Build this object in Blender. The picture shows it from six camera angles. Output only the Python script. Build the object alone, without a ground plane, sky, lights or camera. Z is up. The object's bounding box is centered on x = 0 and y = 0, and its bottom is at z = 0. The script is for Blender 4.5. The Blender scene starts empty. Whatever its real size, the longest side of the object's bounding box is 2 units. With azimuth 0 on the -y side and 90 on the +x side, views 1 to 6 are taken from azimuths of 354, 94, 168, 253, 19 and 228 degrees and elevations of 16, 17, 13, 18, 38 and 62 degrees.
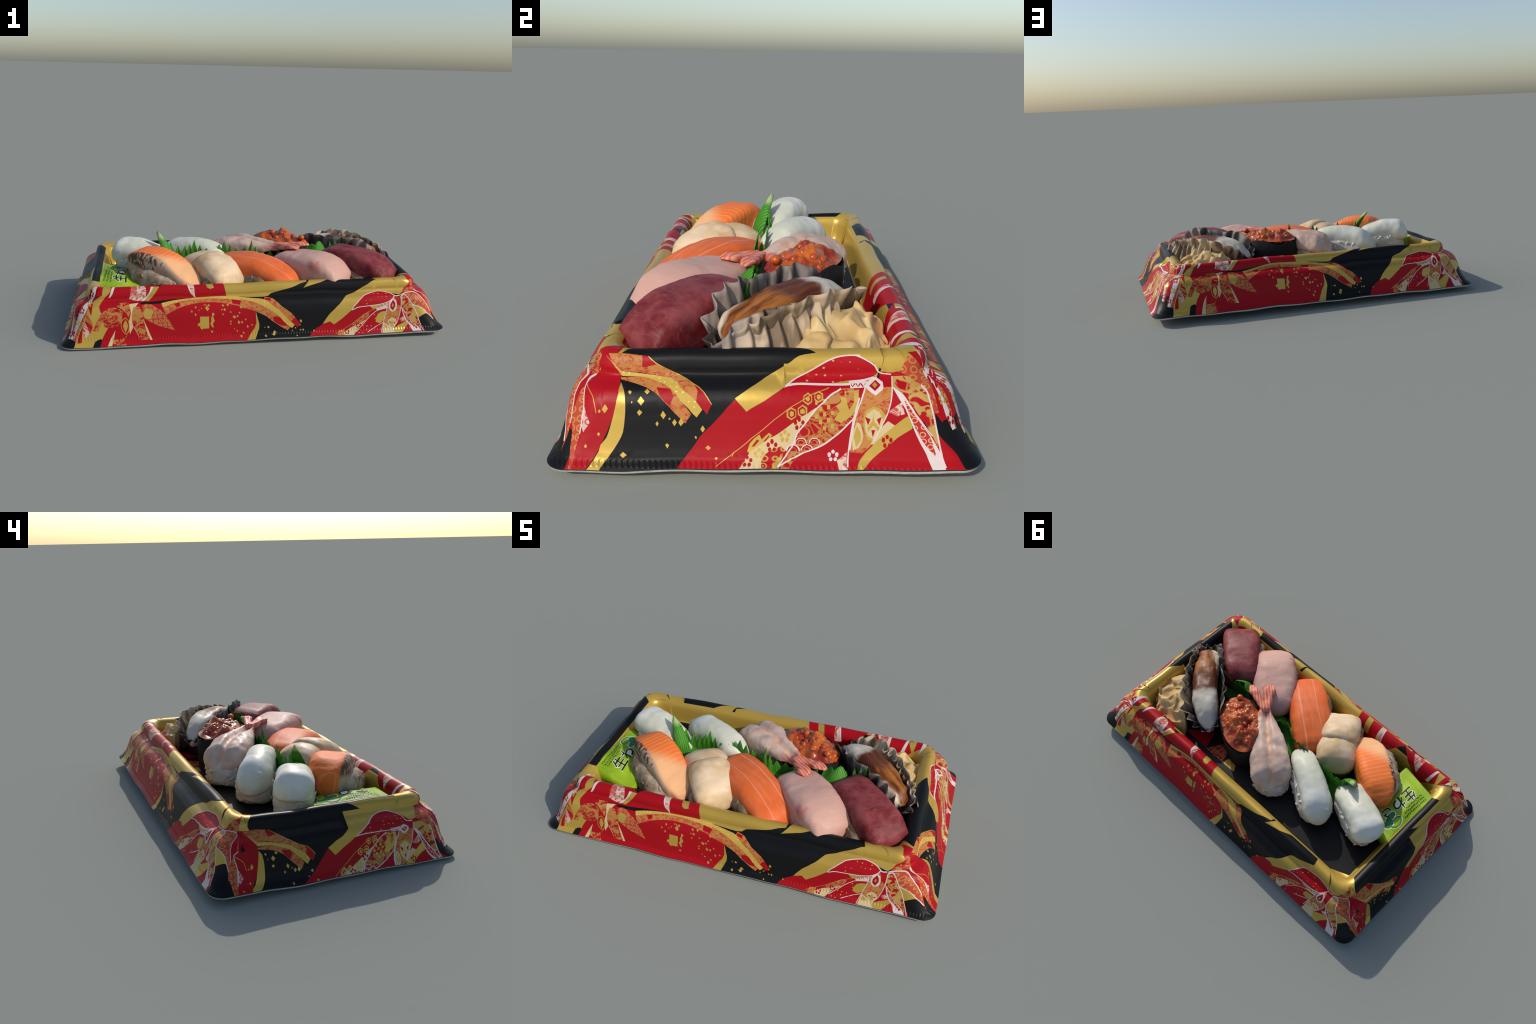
"""A supermarket tray of assorted nigiri sushi: a thermoformed tray with a kimono print,
ten pieces of sushi, a fluted cup of grilled eel, pickled ginger, a plastic leaf and a wasabi sachet."""
import math, random
import bpy, bmesh
import numpy as np
from mathutils import Vector, Matrix, noise
from mathutils.geometry import delaunay_2d_cdt

random.seed(7)
RNG = np.random.default_rng(7)
SCENE = bpy.context.scene.collection

# ------------------------------------------------------------------ materials
class Mat:
    """Small helper that chains procedural shader nodes."""
    def __init__(self, name, rough=.5, spec=.5, **extra):
        self.m = bpy.data.materials.new(name)
        self.m.use_nodes = True
        self.t = self.m.node_tree
        self.b = self.t.nodes["Principled BSDF"]
        self.b.inputs["Roughness"].default_value = rough
        self.b.inputs["Specular IOR Level"].default_value = spec
        for k, v in extra.items():
            self.b.inputs[k.replace("_", " ")].default_value = v
        self._co = None
    def node(self, kind, ins=None, **props):
        n = self.t.nodes.new(kind)
        for k, v in props.items():
            setattr(n, k, v)
        for k, v in (ins or {}).items():
            self.put(n.inputs[k], v)
        return n
    def put(self, sock, v):
        if isinstance(v, bpy.types.NodeSocket):
            self.t.links.new(v, sock)
        elif isinstance(v, (tuple, list)) and len(v) == 3 and sock.type == "RGBA":
            sock.default_value = (*v, 1)
        else:
            sock.default_value = v
    @property
    def co(self):
        if self._co is None:
            self._co = self.node("ShaderNodeTexCoord").outputs["Object"]
        return self._co
    def xyz(self, vec=None):
        s = self.node("ShaderNodeSeparateXYZ", {0: vec or self.co})
        return s.outputs[0], s.outputs[1], s.outputs[2]
    def scaled(self, sx, sy, sz, rot=0, off=(0, 0, 0)):
        return self.node("ShaderNodeMapping", {"Vector": self.co, "Scale": (sx, sy, sz), "Rotation": (0, 0, rot), "Location": off}).outputs[0]
    def math(self, op, a, b=0., c=0.):
        return self.node("ShaderNodeMath", {0: a, 1: b, 2: c}, operation=op).outputs[0]
    def noise(self, scale, detail=3., vec=None, rough=.55, dist=0.):
        return self.node("ShaderNodeTexNoise", {"Vector": vec or self.co, "Scale": scale, "Detail": detail, "Roughness": rough, "Distortion": dist}).outputs[0]
    def voronoi(self, scale, vec=None, feature="F1", metric="EUCLIDEAN", rnd=1., out="Distance"):
        n = self.node("ShaderNodeTexVoronoi", {"Vector": vec or self.co, "Scale": scale, "Randomness": rnd}, feature=feature)
        if feature != "DISTANCE_TO_EDGE":
            n.distance = metric
        return n.outputs[out]
    def wave(self, scale, vec=None, dist=0., detail=2., axis="X", dscale=1., prof="SIN"):
        return self.node("ShaderNodeTexWave", {"Vector": vec or self.co, "Scale": scale, "Distortion": dist, "Detail": detail, "Detail Scale": dscale}, bands_direction=axis, wave_profile=prof).outputs["Fac"]
    def step(self, v, lo, hi):
        return self.node("ShaderNodeMapRange", {0: v, 1: lo, 2: hi, 3: 0., 4: 1.}, interpolation_type="SMOOTHSTEP").outputs[0]
    def mix(self, f, a, b):
        n = self.node("ShaderNodeMix", data_type="RGBA")
        self.put(n.inputs[0], f); self.put(n.inputs[6], a); self.put(n.inputs[7], b)
        return n.outputs[2]
    def color(self, c):
        self.put(self.b.inputs["Base Color"], c)
        return self
    def bump(self, h, dist=.002, strength=1.):
        self.put(self.b.inputs["Normal"], self.node("ShaderNodeBump", {"Height": h, "Distance": dist, "Strength": strength}).outputs[0])
        return self

# ------------------------------------------------------------------ mesh helpers
def catmull(pts, n, closed=False):
    """n samples of a Catmull-Rom curve through rows of pts."""
    p = np.asarray(pts, float)
    m = len(p)
    t = np.linspace(0, m if closed else m - 1, n, endpoint=not closed)
    i = np.minimum(t.astype(int), (m if closed else m - 1) - 1)
    f = (t - i)[:, None]
    if closed:
        g = lambda k: p[(i + k) % m]
    else:
        q = np.vstack([2 * p[0] - p[1], p, 2 * p[-1] - p[-2]])
        g = lambda k: q[i + k + 1]
    a, b, c, d = g(-1), g(0), g(1), g(2)
    return .5 * (2 * b + (c - a) * f + (2 * a - 5 * b + 4 * c - d) * f ** 2 + (3 * b - a - 3 * c + d) * f ** 3)

def add_mesh(name, verts, faces, mats=(), smooth=True, parent=None, matrix=None, mat_index=None):
    """Mesh object from world-space vertices; matrix gives the object's own frame."""
    v = np.asarray(verts, float)
    if matrix is not None:
        inv = np.array(matrix.inverted())
        v = v @ inv[:3, :3].T + inv[:3, 3]
    me = bpy.data.meshes.new(name)
    me.from_pydata(v.tolist(), [], [list(map(int, f)) for f in faces])
    for m in mats:
        me.materials.append(m)
    if mat_index is not None:
        me.polygons.foreach_set("material_index", np.asarray(mat_index, np.int32))
    me.polygons.foreach_set("use_smooth", np.full(len(me.polygons), smooth))
    me.update()
    o = bpy.data.objects.new(name, me)
    SCENE.objects.link(o)
    if matrix is not None:
        o.matrix_world = matrix
    if parent is not None:
        adopt(o, parent)
    return o

def adopt(o, parent):
    w = o.matrix_world.copy()
    o.parent = parent
    o.matrix_parent_inverse = parent.matrix_world.inverted()
    o.matrix_world = w

def thing(name, label, category, matrix):
    e = bpy.data.objects.new(name, None)
    e.empty_display_size = .05
    e.matrix_world = matrix
    SCENE.objects.link(e)
    e["label"], e["category"] = label, category
    return e

def frame(a, b, z=0.):
    """Frame at the middle of a-b with local x along a->b."""
    d = math.atan2(b[1] - a[1], b[0] - a[0])
    return Matrix.Translation(((a[0] + b[0]) / 2, (a[1] + b[1]) / 2, z)) @ Matrix.Rotation(d, 4, "Z")

def grid_faces(n, m, closed_m=True):
    f = []
    for i in range(n - 1):
        for j in range(m if closed_m else m - 1):
            k = (j + 1) % m
            f.append((i * m + j, i * m + k, (i + 1) * m + k, (i + 1) * m + j))
    return f

def fbm(p, s, octaves=3, seed=0.):
    q = Vector(p) * s + Vector((seed, seed * 1.7, seed * .3))
    return sum(noise.noise(q * 2 ** k) / 2 ** k for k in range(octaves))

def roughen(verts, faces, amp, scale, octaves=3, seed=0., zmin=None, fine=0., fine_scale=60.):
    """Move vertices along their normals by noise."""
    v = np.asarray(verts, float).copy()
    nrm = np.zeros_like(v)
    for f in faces:
        a, b, c = v[f[0]], v[f[1]], v[f[2]]
        n = np.cross(b - a, c - a)
        for k in f:
            nrm[k] += n
    nrm /= np.linalg.norm(nrm, axis=1, keepdims=True) + 1e-12
    h = np.array([amp * fbm(p, scale, octaves, seed) + (fine * fbm(p, fine_scale, 2, seed + 9) if fine else 0) for p in v])
    v += nrm * h[:, None]
    if zmin is not None:
        v[:, 2] = np.maximum(v[:, 2], zmin)
    return v

def loft(stations, n=44, m=44, cap0=.25, cap1=.25, pw=2.2, groove=None, eu=.75, el=.55, zfrac=.4):
    """Closed organic body through stations (x, y, top z, bottom z, half width left, half width right, roll).
    The ends close over the fractions cap0 and cap1 of the length with superelliptic rounding."""
    st = catmull(stations, 200)
    L = np.r_[0, np.cumsum(np.linalg.norm(np.diff(st[:, :3], axis=0), axis=1))]
    L /= L[-1]
    t = np.linspace(0, 1, n)
    t = .5 * t + .5 * (.5 - .5 * np.cos(np.pi * t))          # denser at the ends
    s = np.stack([np.interp(t, L, st[:, k]) for k in range(st.shape[1])], 1)
    tan = np.gradient(s[:, :2], axis=0)
    tan /= np.linalg.norm(tan, axis=1, keepdims=True) + 1e-12
    lat = np.stack([tan[:, 1], -tan[:, 0]], 1)               # right-hand side of travel
    th = np.linspace(0, 2 * np.pi, m, endpoint=False)
    V = []
    for i in range(n):
        x, y, zt, zb, wl, wr, roll = s[i]
        q = 1.
        if cap0 and t[i] < cap0: q = min(q, (1 - (1 - t[i] / cap0) ** pw) ** (1 / pw))
        if cap1 and 1 - t[i] < cap1: q = min(q, (1 - (1 - (1 - t[i]) / cap1) ** pw) ** (1 / pw))
        zm = zb + zfrac * (zt - zb)
        c, sn = np.cos(th), np.sin(th)
        d = np.where(c > 0, wr, wl) * np.sign(c) * np.abs(c) ** eu
        up = np.where(sn > 0, (zt - zm) * np.abs(sn) ** eu, -(zm - zb) * np.abs(sn) ** el)
        if groove:
            gd, gw = groove
            up = up - np.where(sn > 0, gd * np.exp(-(d / gw) ** 2), 0)
        d, up = d * q, up * q
        r = math.radians(roll)
        dd, uu = d * math.cos(r) + up * math.sin(r), -d * math.sin(r) + up * math.cos(r)
        V.append(np.stack([x + lat[i, 0] * dd, y + lat[i, 1] * dd, zm + uu], 1))
    V = np.vstack(V)
    F = grid_faces(n, m) + [list(range(m))[::-1], [(n - 1) * m + k for k in range(m)]]
    F = [f[::-1] for f in F]
    return V, F
FRONT_PRINT = [
    ('red', [(-88,8), (-48,40), (-32,62), (-24,84), (-26,112), (-28,142), (-194,198), (-334,212), (-476,192), (-564,192), (-668,198), (-678,168), (-714,90), (-794,4)]),
    ('gold', [(-26,138), (-18,106), (-10,78), (-10,60), (-18,36), (-42,4), (-88,8), (-48,40), (-32,62), (-24,84), (-26,112)]),
    ('gold', [(-910,2), (-890,82), (-846,162), (-838,190), (-822,206), (-778,210), (-788,190), (-778,162), (-746,172), (-714,90), (-774,36), (-826,4)]),
    ('red', [(-784,190), (-776,210), (-586,200), (-632,176), (-712,186), (-756,176), (-776,162)]),
    ('red', [(-822,276), (-654,290), (-498,280), (-380,286), (-200,286), (-176,264), (-166,224), (-334,220), (-490,204), (-564,202), (-778,210), (-832,204), (-852,206)]),
    ('gold', [(-760,284), (-732,282), (-736,262), (-760,238), (-778,210), (-822,206), (-802,230), (-774,248)]),
    ('white', [(-712,288), (-692,288), (-724,252), (-744,234), (-732,264)]),
    ('brocade_white', [(-630,286), (-566,282), (-568,212), (-600,210), (-646,224), (-638,254)]),
    ('white', [(-540,282), (-526,282), (-540,252), (-572,210), (-586,206), (-548,252)]),
    ('gold', [(-526,282), (-498,280), (-518,248), (-552,206), (-572,210), (-540,252)]),
    ('white', [(-376,294), (-364,296), (-344,250), (-320,220), (-324,220), (-354,262)]),
    ('brocade_white', [(-362,292), (-334,296), (-326,250), (-322,222), (-344,250)]),
    ('gold', [(-282,296), (-248,288), (-230,266), (-250,262), (-264,272)]),
    ('gold', [(-200,300), (-176,264), (-168,222), (20,206), (58,224), (110,238), (170,254), (208,270), (244,280), (250,330), (-110,330)]),
    ('gold', [(254,282), (226,248), (264,258), (294,266), (332,278), (420,330), (270,330)]),
    ('brocade_orange', [(-484,174), (-434,190), (-358,206), (-288,212), (-192,206), (-102,196), (-102,202), (-32,184), (14,162), (58,134), (94,106), (126,72), (146,54), (134,38), (62,84), (28,110), (-26,138), (-104,166), (-112,170), (-206,188), (-288,192), (-348,186), (-408,168), (-470,136)]),
    ('red', [(62,88), (60,104), (78,110), (96,104), (126,72), (134,62), (100,64)]),
    ('red', [(-144,202), (-98,194), (-104,174), (-142,182)]),
    ('red', [(-430,188), (-402,194), (-398,180), (-416,172)]),
    ('gold_dots', [(-490,192), (-406,208), (-320,220), (-216,222), (-118,220), (-100,214), (-28,202), (20,192), (62,162), (104,128), (138,92), (170,64), (156,50), (126,72), (94,106), (58,134), (14,162), (-32,184), (-102,202), (-102,196), (-192,206), (-288,212), (-358,206), (-434,190), (-484,174)]),
    ('brocade_orange', [(22,204), (52,198), (74,186), (112,152), (152,124), (180,92), (202,66), (184,54), (170,66), (138,92), (104,128), (62,162), (20,192)]),
    ('red', [(164,98), (176,96), (202,66), (184,54), (170,66), (152,80)]),
    ('red', [(22,200), (52,196), (52,184), (26,190)]),
    ('cream', [(-644,196), (-600,200), (-620,174), (-630,142), (-626,96), (-644,58), (-648,108), (-638,154)]),
    ('brocade_red', [(-778,156), (-756,176), (-712,184), (-674,166), (-684,110), (-708,94), (-748,92), (-764,96), (-770,120), (-796,76), (-818,80), (-802,116), (-792,134)]),
    ('brocade_red', [(-704,186), (-690,204), (-646,204), (-640,168), (-648,136), (-672,168)]),
    ('red', [(-746,92), (-708,94), (-714,72), (-758,0), (-794,2), (-774,42)]),
    ('cream', [(-712,78), (-718,50), (-732,0), (-758,0), (-736,36)]),
    ('brocade_red', [(-724,34), (-678,36), (-650,62), (-670,32), (-652,0), (-732,0)]),
    ('red', [(-714,68), (-678,66), (-676,50), (-696,36), (-716,46)]),
    ('gold', [(-664,136), (-650,122), (-644,96), (-648,68), (-662,56), (-678,70), (-686,98), (-680,124)]),
    ('red', [(-664,132), (-652,120), (-648,96), (-652,70), (-662,60), (-676,72), (-684,98), (-678,122)]),
    ('gold', [(-664,124), (-652,96), (-664,66), (-676,96)]),
    ('brocade_red', [(-624,184), (-596,182), (-580,150), (-574,120), (-558,74), (-538,22), (-592,26), (-608,56), (-628,94), (-634,140)]),
    ('cream', [(-628,94), (-622,88), (-602,46), (-596,26), (-608,56)]),
    ('cream', [(-578,120), (-560,82), (-536,22), (-548,22), (-562,60)]),
    ('gold_hex', [(-582,186), (-564,194), (-542,190), (-500,164), (-498,168), (-472,136), (-446,96), (-428,64), (-502,88), (-548,110), (-572,128), (-580,156)]),
    ('gold', [(-580,156), (-564,172), (-528,162), (-542,126), (-554,120), (-572,130)]),
    ('red', [(-840,190), (-830,204), (-818,202), (-824,148)]),
    ('brocade_red', [(-846,158), (-828,134), (-818,100), (-830,70), (-840,58), (-852,54), (-860,96), (-852,130)]),
    ('white_hex', [(-856,124), (-846,104), (-834,68), (-852,48), (-866,82)]),
    ('red', [(-862,108), (-868,74), (-872,24), (-892,22), (-886,58)]),
    ('gold_hex', [(-838,190), (-846,162), (-860,128), (-884,74), (-902,34), (-916,34), (-898,82), (-876,136), (-856,172)]),
    ('red_hex', [(-846,212), (-860,200), (-880,158), (-910,98), (-918,70), (-902,130), (-888,172), (-870,192)]),
    ('red', [(-904,122), (-898,124), (-918,70), (-918,70)]),
    ('white', [(-828,266), (-794,286), (-806,254), (-820,226), (-838,192), (-872,128), (-902,66), (-918,36), (-932,40), (-910,98), (-884,162), (-860,200), (-836,228)]),
    ('red_f', [(-828,252)]),
    ('red_f', [(-872,170)]),
    ('red_f', [(-920,66)]),
    ('gold_f', [(-836,202)]),
    ('gold_f', [(-894,116)]),
    ('black', [(-826,4), (-808,30), (-788,40), (-774,36), (-794,2)]),
    ('red', [(230,6), (262,24), (316,62), (346,76), (372,58), (374,58), (406,78), (460,116), (492,136), (562,142), (672,164), (730,184), (814,104), (866,8), (876,0)]),
    ('gold', [(316,62), (346,102), (388,142), (420,174), (444,198), (488,214), (526,238), (564,256), (592,272), (620,280), (640,330), (780,330), (780,272), (792,258), (762,232), (748,204), (730,192), (698,196), (622,214), (554,200), (504,162), (466,124), (406,78), (374,58), (354,72)]),
    ('brocade_red', [(780,272), (812,264), (818,252), (828,208), (800,200), (752,196), (750,206), (764,234), (792,258)]),
    ('red_check', [(476,136), (504,166), (530,190), (554,200), (586,208), (622,214), (674,202), (698,186), (678,166), (622,148), (560,142), (502,138)]),
    ('gold', [(562,140), (622,146), (676,164), (664,150), (580,126)]),
    ('white', [(594,128), (672,158), (664,130), (602,116)]),
    ('red', [(602,128), (612,140), (620,126), (618,124), (612,136), (604,126)]),
    ('red', [(620,134), (628,146), (636,132), (634,132), (628,140), (622,132)]),
    ('red', [(636,140), (644,154), (652,138), (650,136), (644,148), (638,138)]),
    ('red', [(652,146), (662,160), (668,144), (666,142), (662,156), (654,144)]),
    ('gold_hex', [(468,58), (502,82), (540,108), (560,108), (556,90), (514,60), (470,50)]),
    ('cream', [(416,14), (460,38), (502,58), (546,76), (540,68), (498,32), (486,16), (452,12)]),
    ('brocade_orange', [(380,6), (400,26), (430,32), (414,12)]),
    ('red_f', [(502,50)]),
    ('red_f', [(440,18)]),
    ('red_check', [(498,32), (556,84), (578,102), (602,116), (654,124), (646,92), (638,60), (600,40), (568,24), (534,16), (490,10)]),
    ('gold', [(594,76), (606,100), (622,108), (646,112), (642,72), (616,54), (594,62)]),
    ('brocade_orange', [(664,158), (654,124), (636,60), (658,40), (686,24), (710,64), (730,130), (730,174), (700,186)]),
    ('red', [(698,182), (710,188), (728,186), (730,162), (726,134), (708,144), (706,164)]),
    ('cream', [(682,80), (702,70), (708,52), (690,28), (672,36), (658,58), (664,70)]),
    ('gold', [(682,70), (688,56), (692,34), (674,36), (674,56)]),
    ('red', [(664,60), (674,60), (672,48)]),
    ('red', [(688,56), (702,58), (694,48)]),
    ('white', [(688,174), (702,164), (708,138), (702,114), (682,106), (668,118), (664,138), (672,166)]),
    ('red', [(688,168), (698,154), (700,136), (686,112), (672,126), (672,144)]),
    ('gold', [(686,150), (690,138), (686,130), (680,138)]),
    ('cream', [(636,56), (658,40), (686,26), (702,2), (620,2)]),
    ('gold', [(642,48), (664,26), (638,22)]),
    ('red', [(714,64), (730,126), (740,96), (758,62), (786,16), (792,0), (708,2), (688,24)]),
    ('brocade_white', [(722,68), (746,88), (752,60), (732,56)]),
    ('gold', [(684,20), (758,60), (772,46), (708,2)]),
    ('white', [(730,134), (746,112), (776,66), (826,20), (846,0), (798,0), (776,34), (754,62), (740,96)]),
    ('red_box', [(738,118), (746,108), (774,66), (822,20), (810,14), (784,42), (760,64), (744,96)]),
    ('red_floral', [(734,184), (756,188), (776,160), (792,134), (810,104), (824,68), (846,0), (826,20), (776,68), (746,112), (730,134)]),
    ('orange_hex', [(750,194), (788,200), (822,192), (868,148), (904,96), (934,32), (918,56), (876,92), (838,122), (792,138), (778,168)]),
    ('gold', [(792,138), (838,122), (882,86), (868,88), (824,72), (810,104)]),
    ('black', [(868,90), (842,82), (824,70), (834,38), (842,22), (878,0), (938,0), (958,2), (928,38), (898,74)]),
    ('gold', [(-304,126), (-260,124), (-260,68), (-290,68), (-294,64), (-304,72), (-304,80), (-316,82), (-314,94), (-304,96)]),
    ('gold', [(-244,140), (-238,140), (-232,134), (-240,122), (-232,102), (-238,94), (-242,86), (-236,72), (-242,70), (-250,82), (-254,90), (-248,102), (-250,114), (-244,130)]),
]
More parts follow.
